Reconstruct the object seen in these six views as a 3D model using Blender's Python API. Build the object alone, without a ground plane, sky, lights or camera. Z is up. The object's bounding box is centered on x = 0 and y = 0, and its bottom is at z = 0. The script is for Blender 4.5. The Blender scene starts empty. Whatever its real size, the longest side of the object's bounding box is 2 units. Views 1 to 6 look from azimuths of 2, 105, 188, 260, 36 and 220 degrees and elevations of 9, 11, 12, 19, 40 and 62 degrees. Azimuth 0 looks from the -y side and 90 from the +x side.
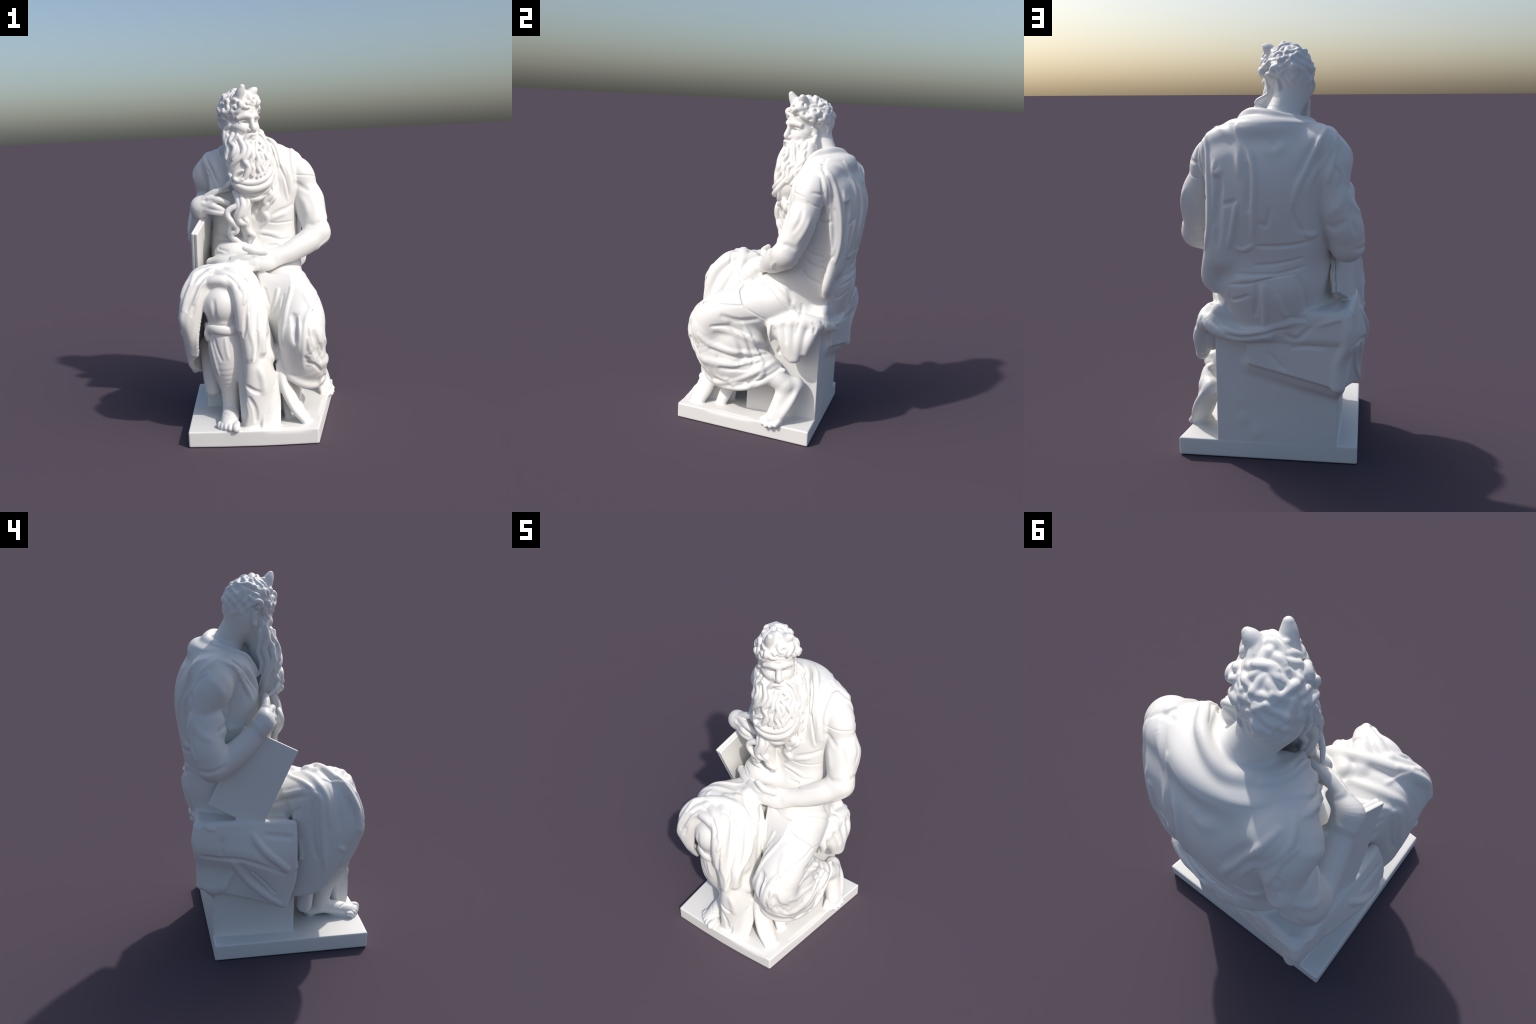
# ======================================================================
#  Seated marble figure with a long beard, horns and two stone tablets.
#  The statue is modelled as one smooth implicit solid (spines with radii,
#  lofted sections, cloth sheets, sculpting strokes), meshed once and then
#  separated into its named parts.
# ======================================================================
import bpy, math
import numpy as np

STEP = 0.0035                     # mesh resolution of the carved surface (m)
LO = np.array([-0.50, -0.56, -0.024])
HI = np.array([0.50, 0.58, 2.03])
FAR = 0.09
PARTS = []                        # label index -> part name


def part(name):
    if name not in PARTS:
        PARTS.append(name)
    return PARTS.index(name)


def vec(p):
    return np.asarray(p, dtype=np.float64)


def unit(v):
    v = vec(v)
    return v / (np.linalg.norm(v) + 1e-12)


def spline(pts, per=6):
    """Catmull-Rom through rows of numbers (positions, radii together)."""
    p = vec(pts)
    if len(p) < 3:
        t = np.linspace(0, 1, per + 1)[:, None]
        return p[0] * (1 - t) + p[-1] * t
    q = np.vstack([2 * p[0] - p[1], p, 2 * p[-1] - p[-2]])
    out = []
    for i in range(1, len(q) - 2):
        t = np.linspace(0, 1, per, endpoint=False)[:, None]
        a, b, c, d = q[i - 1], q[i], q[i + 1], q[i + 2]
        out.append(0.5 * (2 * b + (c - a) * t + (2 * a - 5 * b + 4 * c - d) * t ** 2
                          + (3 * b - a - 3 * c + d) * t ** 3))
    out.append(p[-1:])
    return np.vstack(out)


class Field:
    """Signed distances on a lattice; negative inside."""

    def __init__(self, lo=None, hi=None):
        lo = LO if lo is None else np.maximum(vec(lo) - FAR, LO)
        hi = HI if hi is None else np.minimum(vec(hi) + FAR, HI)
        self.i0 = np.floor((lo - LO) / STEP).astype(int)
        self.n = np.ceil((hi - LO) / STEP).astype(int) - self.i0 + 1
        self.D = np.full(self.n, FAR, np.float32)
        self.L = np.zeros(self.n, np.uint8)

    def box(self, lo, hi, pad):
        a = np.floor((vec(lo) - pad - LO) / STEP).astype(int) - self.i0
        b = np.ceil((vec(hi) + pad - LO) / STEP).astype(int) - self.i0 + 1
        a, b = np.maximum(a, 0), np.minimum(b, self.n)
        if np.any(b <= a):
            return None
        s = tuple(slice(i, j) for i, j in zip(a, b))
        g = [(LO[k] + (self.i0[k] + np.arange(a[k], b[k])) * STEP).astype(np.float32) for k in range(3)]
        return s, (g[0][:, None, None], g[1][None, :, None], g[2][None, None, :])

    # ---- combining -----------------------------------------------------
    def add(self, s, d, label, k):
        a = self.D[s]
        lab = self.L[s]
        lab[np.broadcast_to(d < a, lab.shape)] = label
        if k > 0:
            h = np.maximum(k - np.abs(a - d), 0) / k
            self.D[s] = np.minimum(a, d) - h * h * k * 0.25
        else:
            self.D[s] = np.minimum(a, d)

    def cut(self, s, d, k):
        a = self.D[s]
        d = -d
        if k > 0:
            h = np.maximum(k - np.abs(a - d), 0) / k
            self.D[s] = np.maximum(a, d) + h * h * k * 0.25
        else:
            self.D[s] = np.maximum(a, d)

    def put(self, s, d, label, k, cut):
        if cut:
            self.cut(s, d, k)
        else:
            self.add(s, d, label, k)

    def merge(self, other, k):
        a = other.i0 - self.i0
        s = tuple(slice(i, i + m) for i, m in zip(a, other.n))
        lab = self.L[s]
        m = other.D < self.D[s]
        lab[m] = other.L[m]
        d, a = other.D, self.D[s]
        h = np.maximum(k - np.abs(a - d), 0) / max(k, 1e-6)
        self.D[s] = np.minimum(a, d) - h * h * k * 0.25

    # ---- primitives ----------------------------------------------------
    def tube(self, rows, label, k=0.02, flat=None, cut=False, per=6):
        """rows of x, y, z, radius along a spine; flat=(direction, ratio) squashes the section."""
        q = spline(rows, per)
        P, R = q[:, :3], np.maximum(q[:, 3], 0.001)
        rm = R.max()
        pad = rm + 0.05
        got = self.box(P.min(0), P.max(0), pad)
        if got is None:
            return
        s0, g0 = got
        T = np.full(self.D[s0].shape, FAR, np.float32)
        base = [sl.start for sl in s0]
        nrm, ratio = (unit(flat[0]), flat[1]) if flat else (None, 1)
        for i in range(len(P) - 1):
            got = self.box(np.minimum(P[i], P[i + 1]), np.maximum(P[i], P[i + 1]), max(R[i], R[i + 1]) + 0.04)
            if got is None:
                continue
            s, (x, y, z) = got
            t = tuple(slice(a.start - b, a.stop - b) for a, b in zip(s, base))
            ba = (P[i + 1] - P[i]).astype(np.float32)
            px, py, pz = x - np.float32(P[i][0]), y - np.float32(P[i][1]), z - np.float32(P[i][2])
            if nrm is not None:
                dn = px * nrm[0] + py * nrm[1] + pz * nrm[2]
                e = np.float32(1 / ratio - 1)
                px, py, pz = px + e * dn * nrm[0], py + e * dn * nrm[1], pz + e * dn * nrm[2]
                ba = (ba + e * (ba @ nrm) * nrm).astype(np.float32)
            L2 = float(ba @ ba) + 1e-12
            h = np.clip((px * ba[0] + py * ba[1] + pz * ba[2]) / L2, 0, 1)
            d = np.sqrt((px - h * ba[0]) ** 2 + (py - h * ba[1]) ** 2 + (pz - h * ba[2]) ** 2) \
                - (np.float32(R[i]) + h * np.float32(R[i + 1] - R[i]))
            if nrm is not None:
                d = np.where(d > 0, d * np.float32((1 + ratio) / 2), d * np.float32(ratio))
            T[t] = np.minimum(T[t], d)
        self.put(s0, T, label, k, cut)

    def ball(self, c, r, label, k=0.02, axes=None, cut=False):
        """ellipsoid: centre, three half-axes, optional three axis directions"""
        c, r = vec(c), vec(r) * np.ones(3)
        A = np.eye(3) if axes is None else np.array([unit(a) for a in axes])
        ext = np.sqrt(((A * r[:, None]) ** 2).sum(0))
        got = self.box(c - ext, c + ext, 0.05)
        if got is None:
            return
        s, (x, y, z) = got
        p = [x - c[0], y - c[1], z - c[2]]
        k0 = k1 = 0
        for a, rr in zip(A, r):
            u = p[0] * a[0] + p[1] * a[1] + p[2] * a[2]
            k0 = k0 + (u / rr) ** 2
            k1 = k1 + (u / rr ** 2) ** 2
        k0, k1 = np.sqrt(k0), np.sqrt(k1)
        self.put(s, (k0 * (k0 - 1) / (k1 + 1e-6)).astype(np.float32), label, k, cut)

    def block(self, c, half, label, k=0.0, axes=None, r=0.004, cut=False):
        c, half = vec(c), vec(half)
        A = np.eye(3) if axes is None else np.array([unit(a) for a in axes])
        ext = np.abs(A * half[:, None]).sum(0)
        got = self.box(c - ext, c + ext, 0.05)
        if got is None:
            return
        s, (x, y, z) = got
        p = [x - c[0], y - c[1], z - c[2]]
        q = [np.abs(p[0] * a[0] + p[1] * a[1] + p[2] * a[2]) - (h - r) for a, h in zip(A, half)]
        out = np.sqrt(np.maximum(q[0], 0) ** 2 + np.maximum(q[1], 0) ** 2 + np.maximum(q[2], 0) ** 2)
        ins = np.minimum(np.maximum(np.maximum(q[0], q[1]), q[2]), 0)
        self.put(s, (out + ins - r).astype(np.float32), label, k, cut)

    def prism(self, outline, z0, z1, label, k=0.0, tilt=(0, 0), r=0.004, axes=None, origin=(0, 0, 0), cut=False):
        """convex outline (anticlockwise) pushed from z0 to z1 in a frame of three axes;
        tilt lets the top slope along the first two axes."""
        A = np.eye(3) if axes is None else np.array([unit(a) for a in axes])
        o, pts = vec(origin), vec(outline)
        cor = np.array([o + A[0] * a + A[1] * b + A[2] * w for a, b in pts for w in (z0, z1)])
        got = self.box(cor.min(0), cor.max(0), 0.05)
        if got is None:
            return
        s, (x, y, z) = got
        p = [x - o[0], y - o[1], z - o[2]]
        u, v, w = [p[0] * a[0] + p[1] * a[1] + p[2] * a[2] for a in A]
        d = np.maximum(z0 - w, w - z1 - tilt[0] * u - tilt[1] * v) + r
        for i in range(len(pts)):
            e = pts[(i + 1) % len(pts)] - pts[i]
            nx, ny = unit([e[1], -e[0]])
            side = (u - pts[i][0]) * nx + (v - pts[i][1]) * ny + r
            m = np.maximum(np.maximum(d, side), 0)
            d = np.where((d > 0) & (side > 0), np.sqrt(np.maximum(d, 0) ** 2 + np.maximum(side, 0) ** 2), np.maximum(d, side))
        self.put(s, (d - r).astype(np.float32), label, k, cut)

    def loft(self, rows, label, k=0.02, power=2.4, cut=False, skew=0.0):
        """rows: z, x_min, x_max, y_min, y_max - stacked rounded sections"""
        q = spline(rows, 8)
        q = q[np.argsort(q[:, 0])]
        got = self.box([q[:, 1].min(), q[:, 3].min(), q[0, 0]], [q[:, 2].max(), q[:, 4].max(), q[-1, 0]], 0.05 + 0.3 * abs(skew))
        if got is None:
            return
        s, (x, y, z) = got
        zz = z.ravel()
        f = [np.interp(zz, q[:, 0], q[:, i]).astype(np.float32)[None, None, :] for i in range(1, 5)]
        cx, rx, cy, ry = (f[0] + f[1]) / 2, (f[1] - f[0]) / 2, (f[2] + f[3]) / 2, (f[3] - f[2]) / 2
        u, v = np.abs(x - cx) / rx, np.abs(y - cy - skew * (x - cx)) / ry
        e = (u ** power + v ** power) ** np.float32(1 / power)
        d = (e - 1) * np.minimum(rx, ry)
        over = np.maximum(q[0, 0] - z, z - q[-1, 0])
        d = np.where(over > 0, np.sqrt(np.maximum(d, 0) ** 2 + over ** 2), np.maximum(d, over))
        self.put(s, d.astype(np.float32), label, k, cut)

    def sheet(self, grid, thick, label, k=0.01, space=0.006):
        """cloth: a smooth surface through a grid of control points (rows of equal length),
        with thickness (number, or one per row)"""
        g = vec(grid)
        th = np.broadcast_to(np.asarray(thick, float).reshape(-1, 1, 1) if np.ndim(thick) else thick, g.shape[:2] + (1,))
        g = np.concatenate([g, th], 2)
        rows = np.array([spline(r, 10) for r in g])
        surf = np.array([spline(rows[:, j], 10) for j in range(rows.shape[1])]).transpose(1, 0, 2)

        def dense(a, axis):
            d = np.linalg.norm(np.diff(a[..., :3], axis=axis), axis=-1).max()
            m = max(1, int(math.ceil(d / space)))
            n = a.shape[axis]
            t = np.linspace(0, n - 1, (n - 1) * m + 1)
            i = np.minimum(t.astype(int), n - 2)
            f = t - i
            sh = [1, 1, 1]
            sh[axis] = -1
            f = f.reshape(sh)
            return np.take(a, i, axis) * (1 - f) + np.take(a, i + 1, axis) * f
        surf = dense(dense(surf, 0), 1).reshape(-1, 4)
        # thin out samples that share a lattice cell
        key = np.floor(surf[:, :3] / (space * 0.8)).astype(np.int64)
        _, idx = np.unique(key @ np.array([1, 4096, 16777216]), return_index=True)
        surf = surf[idx]
        got = self.box(surf[:, :3].min(0), surf[:, :3].max(0), surf[:, 3].max() + 0.03)
        s0, _ = got
        base = [sl.start for sl in s0]
        T = np.full(self.D[s0].shape, 1.0, np.float32)
        for p in surf:
            got = self.box(p[:3], p[:3], p[3] + 0.016)
            if got is None:
                continue
            s, (x, y, z) = got
            t = tuple(slice(a.start - b, a.stop - b) for a, b in zip(s, base))
            d = np.sqrt((x - p[0]) ** 2 + (y - p[1]) ** 2 + (z - p[2]) ** 2) - p[3]
            T[t] = np.minimum(T[t], d)
        T = np.minimum(T, FAR)
        self.put(s0, T, label, k, False)

    # ---- sculpting strokes --------------------------------------------
    def sample(self, P):
        q = np.clip((P - LO) / STEP - self.i0, 0, self.n - 1.001)
        i = q.astype(int)
        f = q - i
        out = 0
        for a in (0, 1):
            for b in (0, 1):
                for c in (0, 1):
                    w = (f[:, 0] if a else 1 - f[:, 0]) * (f[:, 1] if b else 1 - f[:, 1]) * (f[:, 2] if c else 1 - f[:, 2])
                    out = out + w * self.D[i[:, 0] + a, i[:, 1] + b, i[:, 2] + c]
        return out

    def gradient(self, P, e=None):
        e = e or STEP
        return np.stack([(self.sample(P + e * np.eye(3)[k]) - self.sample(P - e * np.eye(3)[k])) / (2 * e) for k in range(3)], 1)

    def snap(self, P, reach=0.06):
        P0 = P.copy()
        for _ in range(8):
            g = self.gradient(P)
            m = (g ** 2).sum(1)
            d = self.sample(P)
            P = P - (0.8 * d / np.maximum(m, 0.15))[:, None] * g
        far = np.linalg.norm(P - P0, axis=1) > reach
        P[far] = P0[far]
        return P

    def stroke(self, pts, width, height, sharp=False, taper=0.25, per=6, snap=True):
        """push the surface out (height > 0) or in (< 0) along a curve lying on it.
        width, height: numbers or one per control point"""
        p = vec(pts)
        w = np.broadcast_to(np.asarray(width, float), len(p))
        h = np.broadcast_to(np.asarray(height, float), len(p))
        q = spline(np.column_stack([p, w, h]), per)
        P = self.snap(q[:, :3].copy()) if snap else q[:, :3]
        W, Hh = np.abs(q[:, 3]), q[:, 4].copy()
        t = np.linspace(0, 1, len(P))
        if taper:
            Hh = Hh * np.clip(np.minimum(t, 1 - t) / taper, 0.0, 1) ** 0.7
        reach = 2.2 * W.max()
        got = self.box(P.min(0), P.max(0), reach)
        if got is None:
            return
        s0, _ = got
        base = [sl.start for sl in s0]
        T = np.zeros(self.D[s0].shape, np.float32)
        sign = 1 if np.abs(Hh.max()) >= np.abs(Hh.min()) else -1
        for i in range(len(P) - 1):
            got = self.box(np.minimum(P[i], P[i + 1]), np.maximum(P[i], P[i + 1]), 2.2 * max(W[i], W[i + 1]))
            if got is None:
                continue
            s, (x, y, z) = got
            tt = tuple(slice(a.start - b, a.stop - b) for a, b in zip(s, base))
            ba = P[i + 1] - P[i]
            px, py, pz = x - P[i][0], y - P[i][1], z - P[i][2]
            u = np.clip((px * ba[0] + py * ba[1] + pz * ba[2]) / (ba @ ba + 1e-12), 0, 1)
            d = np.sqrt((px - u * ba[0]) ** 2 + (py - u * ba[1]) ** 2 + (pz - u * ba[2]) ** 2)
            d = d / (W[i] + u * (W[i + 1] - W[i]))
            a = sign * (Hh[i] + u * (Hh[i + 1] - Hh[i]))
            if sharp:
                b = a * np.maximum(1 - d * 0.8, 0) ** 2
            elif sign < 0:                      # grooves: a soft valley with a crisp bottom
                b = a * (0.5 * np.exp(-d * d * 1.4) + 0.6 * np.maximum(1 - d * 0.62, 0) ** 2)
            else:
                b = a * np.exp(-d * d * 1.4)
            T[tt] = np.maximum(T[tt], b)
        self.D[s0] -= sign * T

    def dab(self, c, r, height):
        self.stroke([c, vec(c) + 1e-4], r, height, taper=0, per=1)

    def soften(self, times=1):
        for _ in range(times):
            for ax in range(3):
                D = self.D
                sl = [slice(None)] * 3
                sa, sb = list(sl), list(sl)
                sl[ax], sa[ax], sb[ax] = slice(1, -1), slice(2, None), slice(None, -2)
                E = D.copy()
                E[tuple(sl)] = 0.5 * D[tuple(sl)] + 0.25 * (D[tuple(sa)] + D[tuple(sb)])
                self.D = E

    def even_out(self):
        """make the distances near the surface true lengths again"""
        D = self.D
        near = np.abs(D) < 0.03
        g2 = np.zeros_like(D)
        for ax in range(3):
            d = np.zeros_like(D)
            sl = [slice(None)] * 3
            sa, sb = list(sl), list(sl)
            sl[ax], sa[ax], sb[ax] = slice(1, -1), slice(2, None), slice(None, -2)
            d[tuple(sl)] = (D[tuple(sa)] - D[tuple(sb)]) / (2 * STEP)
            g2 += d * d
            del d
        g = np.sqrt(g2[near])
        D[near] = np.clip(D[near] / np.clip(g, 0.35, 2.5), -FAR, FAR)


def surface(F):
    """surface nets: one vertex per lattice cell that the surface crosses"""
    D = F.D
    inside = D < 0
    n = np.array(D.shape)
    mixed = np.zeros(n - 1, bool)
    first = inside[:-1, :-1, :-1]
    for a in (0, 1):
        for b in (0, 1):
            for c in (0, 1):
                mixed |= inside[a:n[0] - 1 + a, b:n[1] - 1 + b, c:n[2] - 1 + c] != first
    cells = np.argwhere(mixed)
    ids = np.full(n - 1, -1, np.int32)
    ids[mixed] = np.arange(len(cells))
    acc, cnt = np.zeros((len(cells), 3)), np.zeros(len(cells))
    corner = {}
    for a in (0, 1):
        for b in (0, 1):
            for c in (0, 1):
                corner[a, b, c] = D[cells[:, 0] + a, cells[:, 1] + b, cells[:, 2] + c].astype(np.float64)
    for ax in range(3):
        for u in (0, 1):
            for v in (0, 1):
                a = [0, 0, 0]
                o = [i for i in range(3) if i != ax]
                a[o[0]], a[o[1]] = u, v
                b = list(a)
                b[ax] = 1
                da, db = corner[tuple(a)], corner[tuple(b)]
                m = (da < 0) != (db < 0)
                t = da[m] / (da[m] - db[m])
                pos = np.repeat(np.array([a], float), m.sum(), 0)
                pos[:, ax] = t
                acc[m] += pos
                cnt[m] += 1
    V = LO + (F.i0 + cells + acc / cnt[:, None]) * STEP
    quads = []
    for ax in range(3):
        lo = [slice(1, -1)] * 3
        hi = [slice(1, -1)] * 3
        lo[ax], hi[ax] = slice(0, -1), slice(1, None)
        A, B = inside[tuple(lo)], inside[tuple(hi)]
        idx = np.argwhere(A != B)
        flip = B[tuple(idx.T)]
        off = np.array([1, 1, 1])
        off[ax] = 0
        idx = idx + off
        o = [(1, 2), (2, 0), (0, 1)][ax]
        e1, e2 = np.eye(3, dtype=int)[o[0]], np.eye(3, dtype=int)[o[1]]
        q = np.stack([ids[tuple((idx - e).T)] for e in (e1 + e2, e2, 0 * e1, e1)], 1)
        q[flip] = q[flip][:, ::-1]
        quads.append(q)
    Q = np.vstack(quads)
    Q = Q[(Q >= 0).all(1)]
    near = np.clip(np.round((V - LO) / STEP).astype(int) - F.i0, 0, n - 1)
    lab = F.L[tuple(near.T)]
    N = F.gradient(V, STEP * 0.9)
    N /= np.linalg.norm(N, axis=1)[:, None] + 1e-9
    return V, Q, lab, N


# ======================================================================
#  The figure.  Frame: metres, z up, the figure faces -y.
#  "right" and "left" are the figure's own sides (right = -x).
# ======================================================================
BASE, THRONE = part("base"), part("throne")
TORSO, NECK, HEAD, HAIR, BEARD = part("torso"), part("neck"), part("head"), part("hair"), part("beard")
HORN_R, HORN_L, EAR_R, EAR_L = part("horn"), part("horn#2"), part("ear"), part("ear#2")
ARM_R, ARM_L, HAND_R, HAND_L = part("arm"), part("arm#2"), part("hand"), part("hand#2")
LEG_R, LEG_L, FOOT_R, FOOT_L = part("leg"), part("leg#2"), part("foot"), part("foot#2")
ROBE, CLOAK, SKIRT, SEATCLOTH = part("robe"), part("knee_drapery"), part("skirt"), part("seat_cloth")
BUNDLE, STRAP, COLLAR, SLEEVE = part("cloth_bundle"), part("knee_strap"), part("collar"), part("sleeve")
TAB_A, TAB_B = part("tablet"), part("tablet#2")

F = Field()

# ---- base slab and throne block ---------------------------------------
F.prism([(-0.398, -0.494), (-0.20, -0.504), (0.05, -0.506), (0.328, -0.492), (0.457, 0.358), (-0.422, 0.356)],
        0.0, 0.090, BASE, r=0.008)
F.prism([(-0.325, -0.088), (0.238, -0.080), (0.262, 0.356), (-0.325, 0.356)], 0.01, 0.66, THRONE, r=0.006)

# ---- cloth that covers the seat ------------------------------------------
F.prism([(-0.395, -0.04), (0.24, -0.08), (0.28, 0.40), (0.10, 0.42), (-0.10, 0.45), (-0.385, 0.470)], 0.620, 0.782, SEATCLOTH, 0.02, r=0.04)
# panel hanging down the back (in the x, z plane)
F.prism([(-0.345, 0.405), (0.095, 0.505), (0.115, 0.66), (-0.345, 0.68)], 0.25, 0.406, SEATCLOTH, 0.015, r=0.008,
        axes=((1, 0, 0), (0, 0, 1), (0, 1, 0)), tilt=(-0.09, 0))
F.tube([(0.085, 0.345, 0.490, 0.026), (-0.12, 0.352, 0.435, 0.032), (-0.32, 0.365, 0.385, 0.034)], SEATCLOTH, 0.05)
# cloth sagging over the right side of the seat
F.sheet([[(-0.375, -0.05, 0.752), (-0.38, 0.05, 0.760), (-0.38, 0.15, 0.765), (-0.375, 0.30, 0.762), (-0.365, 0.44, 0.755)],
         [(-0.400, -0.05, 0.685), (-0.408, 0.05, 0.680), (-0.408, 0.15, 0.690), (-0.388, 0.30, 0.690), (-0.375, 0.45, 0.690)],
         [(-0.416, -0.05, 0.575), (-0.424, 0.05, 0.580), (-0.426, 0.15, 0.595), (-0.393, 0.30, 0.615), (-0.370, 0.44, 0.625)],
         [(-0.402, -0.05, 0.445), (-0.405, 0.05, 0.455), (-0.388, 0.15, 0.470), (-0.345, 0.30, 0.505), (-0.330, 0.42, 0.520)],
         [(-0.395, -0.01, 0.305), (-0.385, 0.06, 0.330), (-0.360, 0.15, 0.350), (-0.335, 0.30, 0.380), (-0.325, 0.42, 0.412)]], 0.024, SEATCLOTH, 0.02)
F.prism([(-0.38, 0.405), (0.0, 0.31), (0.05, 0.70), (-0.38, 0.70)], 0.24, 0.350, SEATCLOTH, 0.02, r=0.01,
        axes=((0, -1, 0), (0, 0, 1), (-1, 0, 0)))

# ---- torso and pelvis ---------------------------------------------------
F.loft([(0.66, -0.25, 0.25, -0.02, 0.42), (0.76, -0.255, 0.265, -0.05, 0.455), (0.88, -0.275, 0.280, -0.03, 0.485),
        (1.00, -0.285, 0.270, 0.05, 0.475), (1.12, -0.28, 0.265, 0.085, 0.495), (1.25, -0.275, 0.265, 0.075, 0.515),
        (1.38, -0.28, 0.27, 0.10, 0.515), (1.48, -0.275, 0.265, 0.15, 0.490), (1.56, -0.25, 0.23, 0.19, 0.445),
        (1.62, -0.17, 0.16, 0.22, 0.41)], TORSO, k=0.02, power=2.4, skew=-0.10)
F.ball((-0.31, 0.50, 0.98), (0.085, 0.10, 0.13), ROBE, 0.05, cut=True)
F.ball((0.17, 0.0, 0.83), (0.11, 0.10, 0.085), SKIRT, 0.04)
F.ball((0.222, 0.08, 0.78), (0.10, 0.13, 0.09), SKIRT, 0.04)
F.ball((-0.24, 0.335, 1.525), (0.09, 0.12, 0.09), ROBE, 0.06)
F.ball((0.205, 0.295, 1.54), (0.085, 0.09, 0.075), ROBE, 0.06)
F.ball((0.0, 0.33, 1.60), (0.17, 0.12, 0.06), ROBE, 0.06)
F.ball((-0.15, 0.205, 1.40), (0.115, 0.10, 0.17), TORSO, 0.05)
F.ball((-0.165, 0.26, 1.535), (0.10, 0.105, 0.085), TORSO, 0.05)
F.ball((0.195, 0.215, 1.42), (0.085, 0.085, 0.13), TORSO, 0.05)
F.ball((-0.12, 0.09, 1.00), (0.13, 0.115, 0.09), TORSO, 0.05)
F.tube([(-0.27, 0.06, 0.95, 0.030), (-0.19, 0.005, 0.968, 0.032), (-0.09, -0.015, 0.960, 0.028)], ROBE, 0.02)
F.tube([(-0.015, 0.28, 1.56, 0.095), (-0.06, 0.235, 1.68, 0.074), (-0.105, 0.185, 1.78, 0.08)], NECK, 0.03)
# rolled collar of the robe
F.tube([(0.17, 0.16, 1.52, 0.012), (0.135, 0.225, 1.630, 0.022), (0.085, 0.30, 1.670, 0.022), (0.0, 0.352, 1.665, 0.022), (-0.07, 0.355, 1.648, 0.021),
        (-0.15, 0.29, 1.630, 0.020), (-0.182, 0.20, 1.603, 0.018), (-0.165, 0.145, 1.555, 0.015), (-0.125, 0.105, 1.49, 0.010)], COLLAR, 0.025)

# ---- head (own frame: forward, left, up) --------------------------------
HO = vec((-0.078, 0.172, 1.80))
HF, HLF, HU = vec((0.630, -0.777, 0)), vec((0.777, 0.630, 0)), vec((0, 0, 1))
HAX = (HF, HLF, HU)


def hd(f, l, u, *r):
    return tuple(HO + HF * f + HLF * (l - 0.006) + HU * u) + r


head = Field(HO - 0.24, HO + 0.26)
head.ball(hd(0.013, 0.003, 0.026), (0.137, 0.098, 0.142), HAIR, 0, HAX)
head.ball(hd(0.080, 0, 0.116), (0.060, 0.068, 0.046), HAIR, 0.03, HAX)
head.ball(hd(0.06, 0, -0.05), (0.096, 0.084, 0.125), HEAD, 0.03, HAX)
head.ball(hd(0.095, 0, 0.045), (0.066, 0.082, 0.060), HEAD, 0.02, HAX)                        # forehead
for s in (-1, 1):
    head.tube([hd(0.153, s * 0.008, 0.008, 0.018), hd(0.152, s * 0.032, 0.014, 0.018), hd(0.122, s * 0.070, 0.004, 0.015)], HEAD, 0.012)   # brow
    head.tube([hd(0.085, s * 0.074, -0.042, 0.014), hd(0.117, s * 0.060, -0.052, 0.016), hd(0.134, s * 0.042, -0.060, 0.011)], HEAD, 0.035)  # cheekbone
    head.ball(hd(0.170, s * 0.043, -0.020), (0.038, 0.028, 0.018), HEAD, 0.010, HAX, cut=True)      # eye socket
    head.ball(hd(0.120, s * 0.043, -0.020), (0.019, 0.021, 0.014), HEAD, 0.003, HAX)                # eyeball
    head.tube([hd(0.140, s * 0.020, -0.021, 0.004), hd(0.144, s * 0.042, -0.012, 0.0045), hd(0.128, s * 0.068, -0.020, 0.004)], HEAD, 0.003)    # upper lid
    head.tube([hd(0.138, s * 0.022, -0.026, 0.004), hd(0.140, s * 0.043, -0.034, 0.0045), hd(0.128, s * 0.066, -0.026, 0.004)], HEAD, 0.004)    # lower lid
    head.ball(hd(0.157, s * 0.019, -0.070), (0.014, 0.011, 0.012), HEAD, 0.006, HAX)                # nostril wing
    # jaw under the whiskers
    head.tube([hd(0.022, s * 0.088, -0.040, 0.016), hd(0.030, s * 0.086, -0.090, 0.026), hd(0.055, s * 0.076, -0.150, 0.036), hd(0.075, s * 0.055, -0.215, 0.045)], BEARD, 0.02)
head.tube([hd(0.152, 0, 0.008, 0.015), hd(0.166, 0, -0.030, 0.015), hd(0.176, 0, -0.058, 0.018), hd(0.170, 0, -0.073, 0.015)], HEAD, 0.010)
head.tube([hd(0.150, -0.030, -0.120, 0.007), hd(0.168, 0, -0.113, 0.011), hd(0.150, 0.030, -0.120, 0.007)], HEAD, 0.006)           # lower lip
head.tube([hd(0.150, -0.034, -0.107, 0.008), hd(0.171, 0, -0.096, 0.010), hd(0.150, 0.034, -0.107, 0.008)], HEAD, 0.006)           # upper lip
F.merge(head, 0.012)

# ---- beard mass ---------------------------------------------------------------
F.loft([(1.74, -0.105, 0.055, 0.055, 0.16), (1.66, -0.13, 0.085, 0.015, 0.16), (1.58, -0.138, 0.105, -0.012, 0.15), (1.50, -0.132, 0.122, -0.020, 0.14),
        (1.43, -0.125, 0.128, -0.026, 0.13), (1.385, -0.10, 0.11, -0.018, 0.12), (1.355, -0.06, 0.08, 0.01, 0.11)], BEARD, 0.015, power=2.2, skew=0.15)
F.tube([(-0.03, 0.05, 1.38, 0.06), (-0.05, 0.035, 1.27, 0.045), (-0.05, 0.05, 1.17, 0.035), (-0.04, 0.07, 1.09, 0.025)], BEARD, 0.02)
F.tube([(0.06, 0.07, 1.38, 0.045), (0.06, 0.085, 1.30, 0.03), (0.05, 0.10, 1.22, 0.022)], BEARD, 0.02)
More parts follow.
